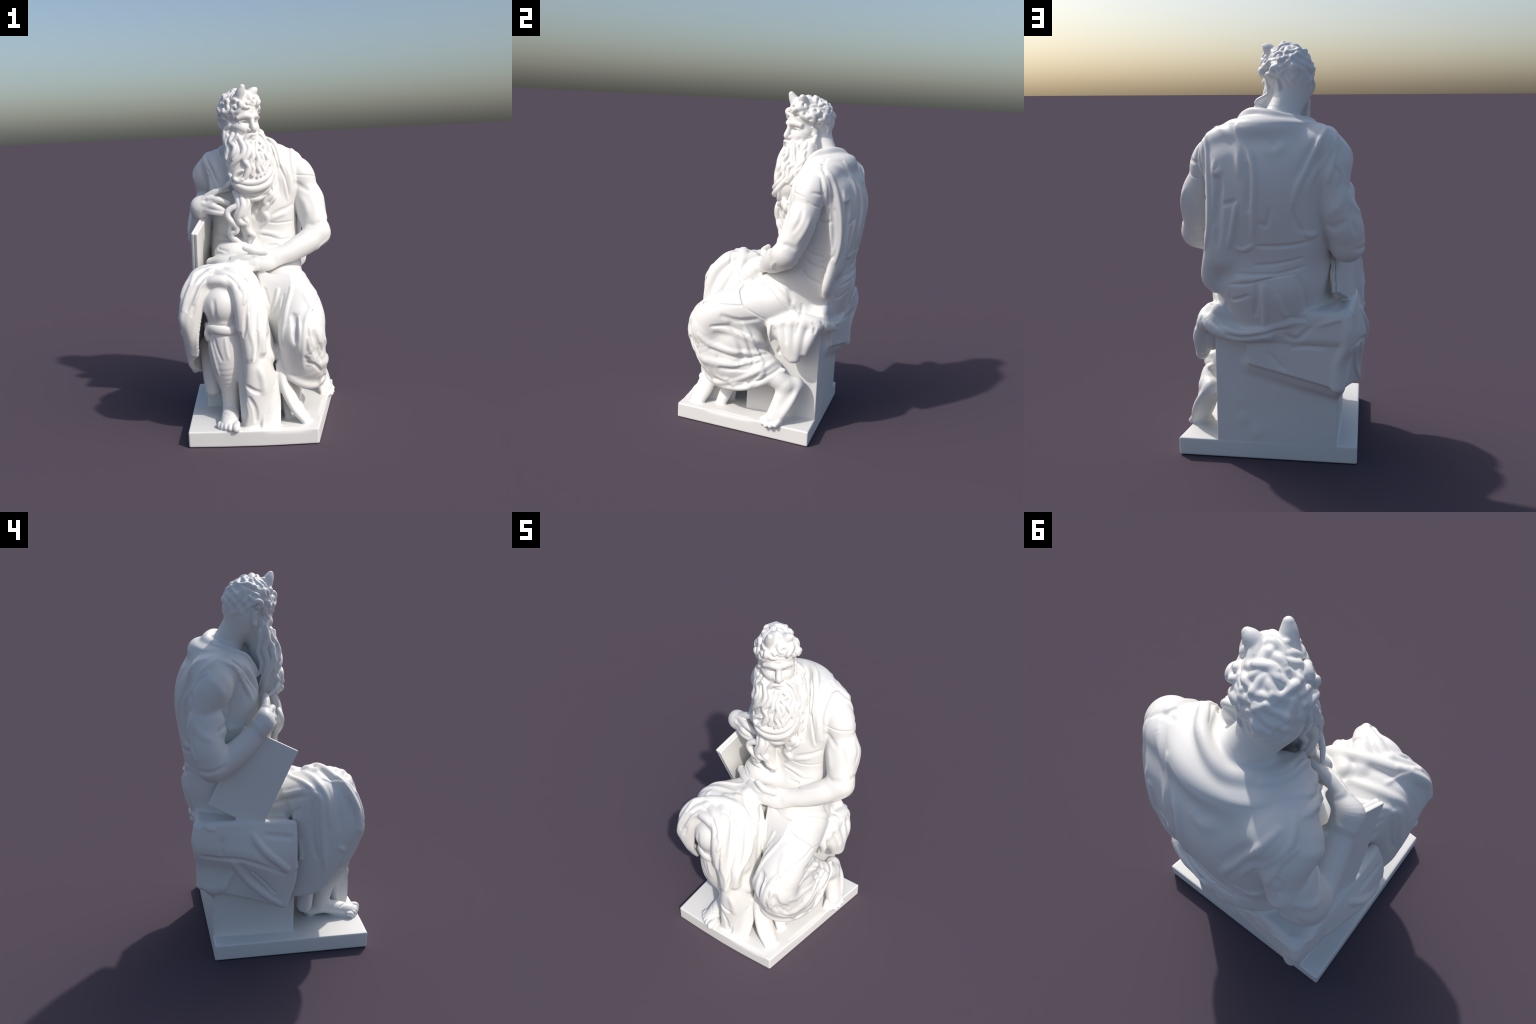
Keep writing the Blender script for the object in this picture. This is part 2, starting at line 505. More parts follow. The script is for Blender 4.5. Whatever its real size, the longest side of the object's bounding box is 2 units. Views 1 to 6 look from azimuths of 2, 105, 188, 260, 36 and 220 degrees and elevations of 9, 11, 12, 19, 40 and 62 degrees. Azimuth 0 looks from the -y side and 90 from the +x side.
F.tube([(0.055, 0.19, 1.71, 0.026), (0.066, 0.175, 1.63, 0.042), (0.078, 0.145, 1.54, 0.048), (0.080, 0.12, 1.45, 0.045)], BEARD, 0.02)

# ---- right arm (its hand gathers the beard) ------------------------------
def arm_right():
    A = Field((-0.47, 0.0, 0.98), (-0.112, 0.514, 1.62))
    A.tube([(-0.272, 0.339, 1.49, 0.092), (-0.283, 0.386, 1.41, 0.088), (-0.300, 0.399, 1.33, 0.080), (-0.320, 0.399, 1.25, 0.086), (-0.350, 0.386, 1.16, 0.088), (-0.362, 0.359, 1.09, 0.078)], ARM_R, 0)
    A.ball((-0.307, 0.354, 1.45), (0.072, 0.085, 0.085), ARM_R, 0.03)            # deltoid
    A.ball((-0.317, 0.349, 1.27), (0.053, 0.055, 0.09), ARM_R, 0.03)              # biceps
    A.tube([(-0.362, 0.366, 1.078, 0.078), (-0.352, 0.284, 1.112, 0.067), (-0.338, 0.204, 1.175, 0.060), (-0.324, 0.124, 1.255, 0.048)], ARM_R, 0.02)
    A.soften(2)
    A.tube([(-0.335, 0.130, 1.265, 0.050), (-0.318, 0.095, 1.295, 0.060), (-0.275, 0.08, 1.312, 0.052)], HAND_R, 0.02, flat=((0.3, -1, 0.5), 0.62))
    for pts in ([(-0.270, 0.085, 1.348, 0.024), (-0.215, 0.075, 1.378, 0.020), (-0.145, 0.070, 1.388, 0.015)],
                [(-0.260, 0.062, 1.325, 0.024), (-0.205, 0.040, 1.330, 0.020), (-0.145, 0.040, 1.306, 0.016)],
                [(-0.265, 0.058, 1.295, 0.023), (-0.220, 0.035, 1.287, 0.019), (-0.170, 0.045, 1.262, 0.015)],
                [(-0.280, 0.062, 1.272, 0.021), (-0.230, 0.037, 1.258, 0.018), (-0.172, 0.033, 1.244, 0.014)]):
        A.tube(pts, HAND_R, 0.010)
    return A


F.merge(arm_right(), 0.012)

# ---- left arm (lies across the lap) --------------------------------------
def arm_left():
    A = Field((-0.18, -0.12, 0.86), (0.47, 0.45, 1.62))
    A.tube([(0.272, 0.265, 1.465, 0.085), (0.302, 0.247, 1.40, 0.082), (0.328, 0.228, 1.31, 0.086), (0.360, 0.190, 1.19, 0.086), (0.382, 0.15, 1.10, 0.078)], ARM_L, 0)
    A.ball((0.375, 0.230, 1.27), (0.064, 0.064, 0.10), ARM_L, 0.03, ((1, 0, 0), (0, 1, 0), (0, -0.2, 1)))      # triceps
    A.ball((0.338, 0.190, 1.26), (0.072, 0.064, 0.11), ARM_L, 0.03, ((1, 0, 0), (0, 1, 0), (0.2, -0.4, 1)))    # biceps
    A.tube([(0.385, 0.148, 1.085, 0.072), (0.31, 0.085, 1.045, 0.072), (0.22, 0.03, 1.005, 0.062), (0.13, -0.015, 0.978, 0.050)], ARM_L, 0.03)
    A.soften(2)
    A.tube([(0.245, 0.28, 1.49, 0.082), (0.280, 0.258, 1.46, 0.088), (0.299, 0.248, 1.425, 0.088), (0.306, 0.244, 1.400, 0.080)], SLEEVE, 0.012)
    A.tube([(0.13, -0.018, 0.978, 0.050), (0.07, -0.045, 0.968, 0.066), (0.01, -0.062, 0.975, 0.058)], HAND_L, 0.02, flat=((0.1, -0.9, 0.5), 0.55))
    for pts in ([(0.06, -0.060, 1.02, 0.024), (0.0, -0.080, 1.030, 0.021), (-0.055, -0.068, 1.046, 0.015)],
                [(0.0, -0.072, 0.995, 0.023), (-0.06, -0.072, 0.993, 0.020), (-0.13, -0.040, 0.987, 0.015)],
                [(0.0, -0.075, 0.960, 0.023), (-0.05, -0.074, 0.962, 0.020), (-0.10, -0.045, 0.965, 0.015)],
                [(0.01, -0.075, 0.932, 0.023), (-0.03, -0.082, 0.928, 0.020), (-0.07, -0.07, 0.925, 0.015)]):
        A.tube(pts, HAND_L, 0.010)
    return A


F.merge(arm_left(), 0.008)

# ---- left leg, drawn back, wrapped in the skirt ------------------------------
F.tube([(0.15, 0.20, 0.73, 0.13), (0.222, -0.02, 0.73, 0.132), (0.255, -0.25, 0.665, 0.136), (0.255, -0.318, 0.595, 0.130)], SKIRT, 0.03)
F.tube([(0.255, -0.32, 0.55, 0.126), (0.255, -0.24, 0.41, 0.138), (0.275, -0.08, 0.365, 0.108), (0.31, 0.08, 0.38, 0.07)], SKIRT, 0.03)
F.ball((0.275, -0.13, 0.52), (0.115, 0.16, 0.15), SKIRT, 0.04)
F.ball((0.365, 0.10, 0.53), (0.06, 0.07, 0.075), SKIRT, 0.03, cut=True)
F.ball((0.308, 0.0, 0.41), (0.075, 0.11, 0.085), SKIRT, 0.03)
F.ball((0.295, -0.16, 0.365), (0.095, 0.14, 0.115), SKIRT, 0.04)
F.sheet([[(0.03, -0.05, 0.885), (0.10, -0.08, 0.865), (0.20, -0.10, 0.87)], [(0.05, -0.105, 0.80), (0.125, -0.135, 0.81), (0.21, -0.165, 0.825)],
         [(0.07, -0.16, 0.68), (0.11, -0.185, 0.68), (0.18, -0.25, 0.69)], [(0.10, -0.21, 0.50), (0.13, -0.26, 0.50), (0.17, -0.35, 0.50)]], 0.022, SKIRT, 0.02)
F.tube([(0.152, -0.30, 0.38, 0.012), (0.185, -0.355, 0.335, 0.014), (0.26, -0.335, 0.288, 0.015), (0.33, -0.255, 0.258, 0.015), (0.378, -0.13, 0.258, 0.015),
        (0.384, -0.02, 0.280, 0.013), (0.362, 0.10, 0.340, 0.012), (0.335, 0.17, 0.395, 0.010)], SKIRT, 0.045)
F.tube([(0.29, 0.0, 0.38, 0.07), (0.325, 0.12, 0.345, 0.062), (0.338, 0.18, 0.31, 0.052)], LEG_L, 0.01)
F.tube([(0.335, 0.19, 0.305, 0.055), (0.362, 0.165, 0.21, 0.052), (0.392, 0.135, 0.12, 0.050)], FOOT_L, 0.02, flat=((0.83, -0.2, 0.5), 0.85))
F.ball((0.312, 0.238, 0.308), (0.045, 0.05, 0.05), FOOT_L, 0.02)
d_ = unit((0.11, -0.13, -0.26))
w_ = unit(vec((0.75, 0.6, 0.05)) - d_ * (vec((0.75, 0.6, 0.05)) @ d_))
F.ball((0.362, 0.195, 0.200), (0.148, 0.062, 0.034), FOOT_L, 0.02, (d_, w_, np.cross(d_, w_)))
for a, b in (((0.372, 0.095, 0.115), (0.375, 0.062, 0.095)), ((0.395, 0.105, 0.105), (0.412, 0.078, 0.085)), ((0.408, 0.125, 0.10), (0.432, 0.10, 0.08)),
             ((0.418, 0.15, 0.105), (0.441, 0.13, 0.085)), ((0.424, 0.175, 0.115), (0.444, 0.16, 0.095))):
    F.tube([a + (0.019,), b + (0.014,)], FOOT_L, 0.008, per=2)

# ---- right leg ----------------------------------------------------------------
F.tube([(-0.15, 0.22, 0.79, 0.13), (-0.18, -0.05, 0.82, 0.13), (-0.178, -0.27, 0.80, 0.108), (-0.175, -0.30, 0.77, 0.095)], LEG_R, 0.03)
F.tube([(-0.175, -0.305, 0.80, 0.09), (-0.178, -0.338, 0.62, 0.094), (-0.178, -0.328, 0.45, 0.092), (-0.165, -0.290, 0.28, 0.060), (-0.162, -0.275, 0.17, 0.053)], LEG_R, 0.02)
F.tube([(-0.165, -0.22, 0.13, 0.045), (-0.165, -0.29, 0.145, 0.05), (-0.168, -0.37, 0.130, 0.050), (-0.170, -0.44, 0.110, 0.050)], FOOT_R, 0.02, flat=((0, 0, 1), 0.75))
for x, y0, y1, r in ((-0.130, -0.45, -0.510, 0.022), (-0.162, -0.46, -0.505, 0.016), (-0.185, -0.455, -0.494, 0.0155), (-0.206, -0.445, -0.479, 0.0145), (-0.224, -0.43, -0.460, 0.0135)):
    F.tube([(x, y0, 0.112, r), (x, y1 + 0.015, 0.112, r), (x, y1 + 0.008, 0.105, r)], FOOT_R, 0.006, per=3)

F.ball((-0.180, -0.355, 0.775), (0.108, 0.105, 0.112), LEG_R, 0.03)
F.tube([(-0.280, -0.350, 0.890, 0.024), (-0.235, -0.375, 0.915, 0.028), (-0.18, -0.385, 0.918, 0.030), (-0.125, -0.395, 0.895, 0.026)], CLOAK, 0.035)
ring = [(-0.178 + 0.100 * math.cos(t), -0.336 + 0.100 * math.sin(t), 0.648 - 0.010 * math.cos(t), 0.0125) for t in np.linspace(0, 2 * math.pi, 17)]
F.tube(ring, STRAP, 0.003, flat=((0, 0, 1), 1.9), per=3)
F.tube([(-0.262, -0.385, 0.66, 0.016), (-0.275, -0.385, 0.62, 0.014), (-0.272, -0.38, 0.585, 0.009)], STRAP, 0.006)
F.tube([(-0.25, -0.375, 0.685, 0.012), (-0.178, -0.422, 0.688, 0.012), (-0.11, -0.385, 0.690, 0.012)], LEG_R, 0.012)

# ---- drapery over the right knee ----------------------------------------------
F.sheet([[(-0.15, -0.33, 0.935), (-0.16, -0.24, 0.962), (-0.17, -0.12, 0.945), (-0.18, 0.00, 0.92)],
         [(-0.25, -0.35, 0.920), (-0.28, -0.26, 0.948), (-0.30, -0.14, 0.940), (-0.28, -0.02, 0.90)],
         [(-0.340, -0.385, 0.855), (-0.355, -0.28, 0.885), (-0.362, -0.17, 0.885), (-0.315, -0.06, 0.83)],
         [(-0.398, -0.405, 0.73), (-0.400, -0.30, 0.73), (-0.380, -0.18, 0.72), (-0.335, -0.085, 0.70)],
         [(-0.375, -0.37, 0.62), (-0.403, -0.28, 0.56), (-0.385, -0.18, 0.54), (-0.335, -0.085, 0.52)],
         [(-0.345, -0.30, 0.50), (-0.390, -0.24, 0.42), (-0.375, -0.17, 0.36), (-0.335, -0.08, 0.33)]], 0.018, CLOAK, 0.02)
F.sheet([[(-0.335, -0.385, 0.89), (-0.29, -0.385, 0.90), (-0.25, -0.365, 0.905)], [(-0.380, -0.405, 0.80), (-0.335, -0.405, 0.81), (-0.285, -0.38, 0.81)],
         [(-0.400, -0.412, 0.71), (-0.365, -0.415, 0.70), (-0.315, -0.39, 0.70)], [(-0.395, -0.375, 0.62), (-0.37, -0.39, 0.60), (-0.335, -0.385, 0.59)],
         [(-0.385, -0.325, 0.51), (-0.37, -0.34, 0.50), (-0.345, -0.335, 0.49)]], 0.016, CLOAK, 0.015)
F.loft([(0.085, -0.085, 0.03, -0.46, -0.36), (0.18, -0.07, 0.06, -0.465, -0.34), (0.32, -0.08, 0.100, -0.465, -0.31), (0.44, -0.075, 0.080, -0.465, -0.27),
        (0.56, -0.075, 0.045, -0.44, -0.23), (0.66, -0.085, 0.030, -0.41, -0.20)], CLOAK, 0.02, power=2.2, skew=0.40)
F.tube([(0.0, -0.33, 0.62, 0.07), (-0.02, -0.25, 0.76, 0.07), (-0.05, -0.18, 0.86, 0.07), (-0.11, -0.10, 0.91, 0.06), (-0.14, 0.05, 0.91, 0.06)], CLOAK, 0.04)
F.tube([(-0.18, -0.22, 0.950, 0.035), (-0.12, -0.31, 0.935, 0.038), (-0.08, -0.385, 0.88, 0.044), (-0.065, -0.430, 0.79, 0.046), (-0.06, -0.435, 0.70, 0.044), (-0.045, -0.432, 0.60, 0.04), (-0.03, -0.43, 0.50, 0.04)], CLOAK, 0.02)
F.tube([(-0.13, -0.18, 0.948, 0.04), (-0.07, -0.24, 0.925, 0.04), (-0.035, -0.295, 0.85, 0.042), (-0.008, -0.35, 0.75, 0.044), (0.005, -0.39, 0.64, 0.044), (0.015, -0.41, 0.52, 0.04)], CLOAK, 0.015)
F.tube([(-0.115, -0.10, 0.940, 0.040), (-0.055, -0.15, 0.895, 0.038), (-0.012, -0.20, 0.82, 0.040), (0.014, -0.25, 0.71, 0.040), (0.035, -0.295, 0.59, 0.045), (0.058, -0.34, 0.46, 0.045)], CLOAK, 0.015)
F.sheet([[(-0.13, -0.26, 0.915), (-0.08, -0.18, 0.905), (-0.055, -0.08, 0.88)], [(-0.07, -0.35, 0.85), (-0.025, -0.25, 0.84), (-0.008, -0.12, 0.81)],
         [(-0.05, -0.395, 0.75), (-0.01, -0.315, 0.74), (0.018, -0.18, 0.73)], [(-0.04, -0.405, 0.62), (0.01, -0.345, 0.61), (0.048, -0.235, 0.60)],
         [(-0.03, -0.42, 0.48), (0.03, -0.38, 0.48), (0.080, -0.29, 0.48)]], 0.030, CLOAK, 0.015)
F.tube([(-0.10, -0.36, 0.84, 0.030), (-0.10, -0.38, 0.72, 0.032), (-0.098, -0.38, 0.60, 0.032), (-0.088, -0.37, 0.42, 0.030), (-0.075, -0.385, 0.10, 0.030)], CLOAK, 0.02)
for band in ([(-0.408, -0.40, 0.72, 0.016), (-0.385, -0.385, 0.83, 0.022), (-0.335, -0.34, 0.915, 0.027), (-0.25, -0.285, 0.958, 0.030), (-0.15, -0.25, 0.968, 0.030),
              (-0.07, -0.235, 0.948, 0.028), (-0.012, -0.235, 0.89, 0.026), (0.028, -0.235, 0.80, 0.022)],
             [(-0.372, -0.405, 0.70, 0.016), (-0.348, -0.40, 0.82, 0.022), (-0.305, -0.365, 0.905, 0.026), (-0.240, -0.325, 0.952, 0.026)],
             [(-0.225, -0.315, 0.950, 0.024), (-0.155, -0.355, 0.938, 0.030), (-0.105, -0.40, 0.895, 0.032), (-0.080, -0.440, 0.82, 0.033), (-0.074, -0.452, 0.74, 0.030), (-0.080, -0.448, 0.66, 0.024)],
             [(-0.300, -0.385, 0.90, 0.014), (-0.320, -0.405, 0.80, 0.016), (-0.345, -0.405, 0.70, 0.016), (-0.360, -0.385, 0.60, 0.014)]):
    F.tube(band, CLOAK, 0.014)
F.tube([(-0.285, -0.155, 0.50, 0.058), (-0.282, -0.157, 0.36, 0.056), (-0.278, -0.155, 0.235, 0.052)], CLOAK, 0.01, flat=((0, 1, 0), 0.85))
F.sheet([[(0.03, -0.40, 0.36), (0.07, -0.38, 0.36), (0.11, -0.34, 0.36)], [(0.03, -0.42, 0.22), (0.075, -0.41, 0.22), (0.11, -0.37, 0.22)],
         [(0.02, -0.455, 0.09), (0.06, -0.445, 0.09), (0.105, -0.43, 0.09)]], 0.013, CLOAK, 0.012)
F.tube([(0.125, -0.29, 0.47, 0.045), (0.150, -0.325, 0.30, 0.058), (0.200, -0.360, 0.18, 0.060), (0.258, -0.385, 0.108, 0.050)], CLOAK, 0.012, flat=((0.8, -0.2, 0.55), 0.5))
F.tube([(0.14, -0.17, 0.40, 0.05), (0.175, -0.20, 0.24, 0.050), (0.235, -0.240, 0.105, 0.036)], CLOAK, 0.012, flat=((0.8, -0.2, 0.55), 0.6))
F.sheet([[(0.10, -0.18, 0.45), (0.11, -0.26, 0.45)], [(0.12, -0.18, 0.28), (0.13, -0.28, 0.28)], [(0.15, -0.20, 0.10), (0.16, -0.32, 0.10)]], 0.02, CLOAK, 0.02)

# ---- bundle of cloth at the left of the seat ------------------------------------
F.ball((0.30, 0.215, 0.61), (0.058, 0.12, 0.10), BUNDLE, 0.02)
for top, low in (((0.318, 0.075, 0.665, 0.026), (0.325, 0.085, 0.575, 0.022)), ((0.325, 0.13, 0.665, 0.032), (0.350, 0.185, 0.500, 0.026)), ((0.335, 0.19, 0.675, 0.032), (0.358, 0.215, 0.485, 0.028)),
                 ((0.335, 0.26, 0.675, 0.034), (0.360, 0.240, 0.490, 0.026)), ((0.325, 0.33, 0.670, 0.034), (0.350, 0.285, 0.530, 0.026))):
    mid = tuple((np.array(top) + np.array(low)) / 2 + (0.012, 0, 0, 0.002))
    F.tube([top, mid, low], BUNDLE, 0.022)
F.tube([(0.30, 0.08, 0.66, 0.035), (0.31, 0.22, 0.705, 0.04), (0.305, 0.345, 0.695, 0.036), (0.23, 0.395, 0.66, 0.03), (0.13, 0.41, 0.645, 0.03), (0.0, 0.42, 0.66, 0.03)], BUNDLE, 0.03)

# ---- end of the robe hanging behind the left arm ----------------------------------
F.tube([(0.24, 0.34, 1.52, 0.045), (0.245, 0.385, 1.33, 0.045), (0.252, 0.405, 1.08, 0.042), (0.282, 0.380, 0.92, 0.036), (0.262, 0.370, 0.862, 0.02)], ROBE, 0.05, flat=((0.4, 1, 0), 0.7))
F.tube([(0.185, 0.37, 1.45, 0.065), (0.185, 0.395, 1.25, 0.065), (0.19, 0.39, 1.02, 0.06)], ROBE, 0.05)




# ======================================================================
#  Beard and hair
# ======================================================================
def lock(rows, k=0.004):
    F.tube(rows, BEARD, k, per=5)



# locks of the beard: cheeks and front, seen from the front
lock([(-0.13, 0.057, 1.704, 0.012), (-0.139, 0.054, 1.665, 0.014), (-0.129, 0.029, 1.622, 0.014), (-0.142, 0.027, 1.581, 0.013), (-0.128, 0.01, 1.552, 0.008)], k=0.004)
lock([(-0.097, 0.045, 1.713, 0.014), (-0.112, 0.032, 1.671, 0.016), (-0.087, 0.003, 1.635, 0.016), (-0.1, -0.006, 1.594, 0.015), (-0.133, 0.02, 1.545, 0.012), (-0.131, 0.019, 1.516, 0.008)], k=0.004)
lock([(-0.067, 0.031, 1.711, 0.012), (-0.054, 0.016, 1.676, 0.015), (-0.034, -0.002, 1.633, 0.017), (-0.043, -0.016, 1.591, 0.016), (-0.08, -0.019, 1.558, 0.015), (-0.114, -0.005, 1.524, 0.014), (-0.128, 0.017, 1.488, 0.013), (-0.114, -0.007, 1.453, 0.013), (-0.146, 0.012, 1.417, 0.011), (-0.176, 0.052, 1.391, 0.007)], k=0.004)
lock([(-0.079, 0.013, 1.663, 0.01), (-0.07, -0.006, 1.62, 0.012), (-0.082, -0.012, 1.593, 0.011), (-0.101, -0.012, 1.566, 0.008)], k=0.004)
lock([(0.015, 0.02, 1.707, 0.01), (-0.01, 0.018, 1.695, 0.014), (-0.026, 0.014, 1.667, 0.015), (-0.006, 0.002, 1.631, 0.017), (-0.014, -0.013, 1.59, 0.018), (-0.033, -0.022, 1.556, 0.017), (-0.01, -0.023, 1.52, 0.018), (-0.019, -0.028, 1.485, 0.018), (-0.034, -0.032, 1.458, 0.014)], k=0.004)
lock([(0.016, 0.019, 1.658, 0.012), (0.011, 0.004, 1.623, 0.015), (0.017, -0.01, 1.574, 0.015), (0.001, -0.019, 1.54, 0.015), (0.017, -0.019, 1.504, 0.014), (0.009, -0.026, 1.469, 0.012)], k=0.004)
lock([(0.041, 0.03, 1.657, 0.01), (0.035, 0.004, 1.601, 0.014), (0.048, -0.002, 1.558, 0.015), (0.039, -0.012, 1.517, 0.015), (0.055, -0.011, 1.481, 0.012), (0.04, -0.02, 1.457, 0.01)], k=0.004)
lock([(0.055, 0.04, 1.663, 0.009), (0.072, 0.044, 1.641, 0.01), (0.057, 0.021, 1.621, 0.01), (0.072, 0.023, 1.599, 0.009), (0.066, 0.007, 1.568, 0.007)], k=0.004)
lock([(0.124, 0.189, 1.577, 0.01), (0.137, 0.165, 1.534, 0.012), (0.135, 0.138, 1.484, 0.012), (0.141, 0.118, 1.434, 0.012), (0.124, 0.102, 1.392, 0.012), (0.134, 0.093, 1.355, 0.01)], k=0.004)
lock([(-0.046, -0.033, 1.501, 0.01), (-0.083, -0.029, 1.488, 0.012), (-0.099, -0.025, 1.46, 0.013), (-0.078, -0.034, 1.439, 0.013), (-0.049, -0.038, 1.448, 0.012)], k=0.004)
lock([(0.116, 0.05, 1.51, 0.012), (0.1, 0.014, 1.463, 0.015), (0.064, -0.013, 1.438, 0.016), (0.021, -0.027, 1.426, 0.016), (-0.029, -0.033, 1.426, 0.016), (-0.071, -0.029, 1.434, 0.013)], k=0.004)
lock([(0.125, 0.057, 1.474, 0.014), (0.102, 0.01, 1.42, 0.018), (0.051, -0.015, 1.394, 0.02), (-0.01, -0.028, 1.389, 0.021), (-0.066, -0.029, 1.406, 0.019), (-0.108, -0.012, 1.428, 0.014)], k=0.004)
lock([(0.112, 0.027, 1.426, 0.012), (0.089, 0.023, 1.377, 0.015), (0.045, 0.018, 1.356, 0.016), (-0.005, -0.006, 1.362, 0.016), (-0.053, -0.015, 1.379, 0.014), (-0.088, -0.013, 1.402, 0.01)], k=0.004)
F.tube([(0.096, 0.06, 1.389, 0.012), (0.073, 0.03, 1.349, 0.014), (0.036, 0.012, 1.329, 0.015), (-0.007, 0.005, 1.329, 0.015), (-0.041, 0.0, 1.353, 0.014), (-0.075, 0.0, 1.386, 0.012)], BEARD, 0.004)
# long locks that fall from the gathering hand to the lap
F.tube([(-0.102, 0.02, 1.372, 0.017), (-0.085, 0.0, 1.329, 0.019), (-0.092, -0.01, 1.295, 0.019), (-0.13, -0.015, 1.279, 0.018), (-0.151, -0.018, 1.256, 0.018), (-0.144, -0.018, 1.225, 0.018), (-0.12, -0.012, 1.195, 0.018), (-0.1, 0.0, 1.166, 0.018), (-0.104, 0.005, 1.139, 0.017), (-0.129, 0.01, 1.131, 0.017), (-0.131, 0.018, 1.107, 0.017), (-0.109, 0.028, 1.085, 0.016), (-0.078, 0.04, 1.062, 0.012)], BEARD, 0.003)
F.tube([(-0.131, -0.005, 1.274, 0.013), (-0.148, -0.005, 1.239, 0.014), (-0.134, 0.0, 1.194, 0.014), (-0.144, 0.012, 1.147, 0.014), (-0.14, 0.022, 1.107, 0.013), (-0.112, 0.035, 1.072, 0.011)], BEARD, 0.003)
F.tube([(-0.091, 0.01, 1.365, 0.014), (-0.081, -0.012, 1.309, 0.017), (-0.08, -0.018, 1.274, 0.017), (-0.095, -0.018, 1.245, 0.016), (-0.098, -0.012, 1.223, 0.012)], BEARD, 0.003)
F.tube([(-0.066, 0.0, 1.357, 0.017), (-0.057, -0.015, 1.315, 0.02), (-0.058, -0.022, 1.287, 0.02), (-0.075, -0.025, 1.249, 0.02), (-0.088, -0.02, 1.22, 0.019), (-0.074, -0.012, 1.195, 0.019), (-0.044, 0.0, 1.185, 0.018), (-0.042, 0.008, 1.163, 0.017), (-0.031, 0.016, 1.133, 0.017), (-0.007, 0.028, 1.111, 0.014), (-0.027, 0.036, 1.09, 0.013), (-0.032, 0.045, 1.063, 0.011)], BEARD, 0.003)
F.tube([(-0.034, 0.0, 1.349, 0.014), (-0.028, -0.008, 1.299, 0.016), (-0.049, -0.015, 1.25, 0.017), (-0.054, -0.012, 1.22, 0.016), (-0.037, -0.002, 1.196, 0.016), (-0.031, 0.012, 1.162, 0.014), (-0.014, 0.024, 1.126, 0.013), (0.002, 0.034, 1.108, 0.012), (-0.016, 0.045, 1.07, 0.01)], BEARD, 0.003)
F.tube([(0.095, 0.06, 1.374, 0.02), (0.107, 0.06, 1.341, 0.022), (0.074, 0.06, 1.31, 0.022), (0.078, 0.062, 1.284, 0.02), (0.059, 0.066, 1.249, 0.02), (0.076, 0.072, 1.216, 0.02), (0.071, 0.082, 1.187, 0.017), (0.05, 0.09, 1.162, 0.017), (0.039, 0.1, 1.134, 0.017), (0.05, 0.108, 1.116, 0.014)], BEARD, 0.004)
F.tube([(0.123, 0.08, 1.35, 0.017), (0.123, 0.075, 1.321, 0.019), (0.102, 0.072, 1.3, 0.017), (0.09, 0.078, 1.264, 0.013), (0.088, 0.08, 1.227, 0.012)], BEARD, 0.004)
# side locks, seen from the right
lock([(-0.156, 0.106, 1.715, 0.013), (-0.146, 0.1, 1.662, 0.014), (-0.129, 0.105, 1.607, 0.014), (-0.129, 0.088, 1.554, 0.014), (-0.117, 0.091, 1.499, 0.012)], k=0.004)
lock([(-0.147, 0.072, 1.726, 0.014), (-0.147, 0.064, 1.674, 0.015), (-0.144, 0.075, 1.622, 0.015), (-0.141, 0.057, 1.569, 0.015), (-0.133, 0.064, 1.509, 0.014), (-0.118, 0.08, 1.459, 0.014), (-0.088, 0.09, 1.398, 0.012)], k=0.004)
lock([(-0.069, 0.017, 1.7, 0.013), (-0.103, 0.023, 1.66, 0.014), (-0.136, 0.038, 1.62, 0.014), (-0.138, 0.027, 1.575, 0.014), (-0.137, 0.048, 1.516, 0.016), (-0.125, 0.065, 1.447, 0.017), (-0.092, 0.081, 1.385, 0.015)], k=0.004)
lock([(-0.131, 0.08, 1.793, 0.012), (-0.113, 0.057, 1.768, 0.015), (-0.144, 0.075, 1.738, 0.013)], k=0.004)
# side locks, seen from the left
lock([(0.02, 0.194, 1.783, 0.011), (0.02, 0.207, 1.747, 0.013), (0.072, 0.209, 1.712, 0.013), (0.028, 0.214, 1.673, 0.011)], k=0.004)
lock([(0.06, 0.154, 1.701, 0.013), (0.083, 0.139, 1.656, 0.015), (0.115, 0.164, 1.608, 0.014), (0.119, 0.133, 1.569, 0.014), (0.124, 0.118, 1.523, 0.012)], k=0.004)
lock([(0.077, 0.113, 1.684, 0.013), (0.093, 0.128, 1.626, 0.015), (0.107, 0.103, 1.573, 0.014), (0.12, 0.102, 1.522, 0.014), (0.126, 0.075, 1.476, 0.012)], k=0.004)
# locks of the left cheek
lock([(0.059, 0.076, 1.708, 0.01), (0.079, 0.094, 1.683, 0.014), (0.094, 0.1, 1.635, 0.015), (0.109, 0.109, 1.581, 0.015), (0.113, 0.075, 1.555, 0.014), (0.124, 0.078, 1.502, 0.013), (0.123, 0.05, 1.478, 0.01)], k=0.004)
lock([(0.063, 0.167, 1.718, 0.012), (0.084, 0.161, 1.683, 0.014), (0.089, 0.142, 1.649, 0.014), (0.112, 0.143, 1.603, 0.014), (0.115, 0.118, 1.563, 0.013), (0.127, 0.128, 1.506, 0.012), (0.127, 0.103, 1.464, 0.011)], k=0.004)
lock([(0.1, 0.166, 1.656, 0.011), (0.113, 0.155, 1.612, 0.013), (0.123, 0.152, 1.563, 0.012), (0.124, 0.123, 1.532, 0.012), (0.129, 0.135, 1.479, 0.01)], k=0.004)
lock([(0.067, 0.054, 1.665, 0.012), (0.086, 0.055, 1.626, 0.014), (0.085, 0.035, 1.591, 0.015), (0.102, 0.039, 1.548, 0.015), (0.091, 0.016, 1.509, 0.014), (0.084, 0.003, 1.473, 0.011)], k=0.004)
lock([(0.058, 0.012, 1.592, 0.012), (0.073, 0.013, 1.559, 0.014), (0.063, -0.0, 1.523, 0.014), (0.077, 0.002, 1.487, 0.012), (0.062, -0.01, 1.464, 0.01)], k=0.004)
lock([(0.104, 0.067, 1.587, 0.011), (0.106, 0.045, 1.546, 0.013), (0.119, 0.05, 1.5, 0.013), (0.11, 0.024, 1.468, 0.012)], k=0.004)
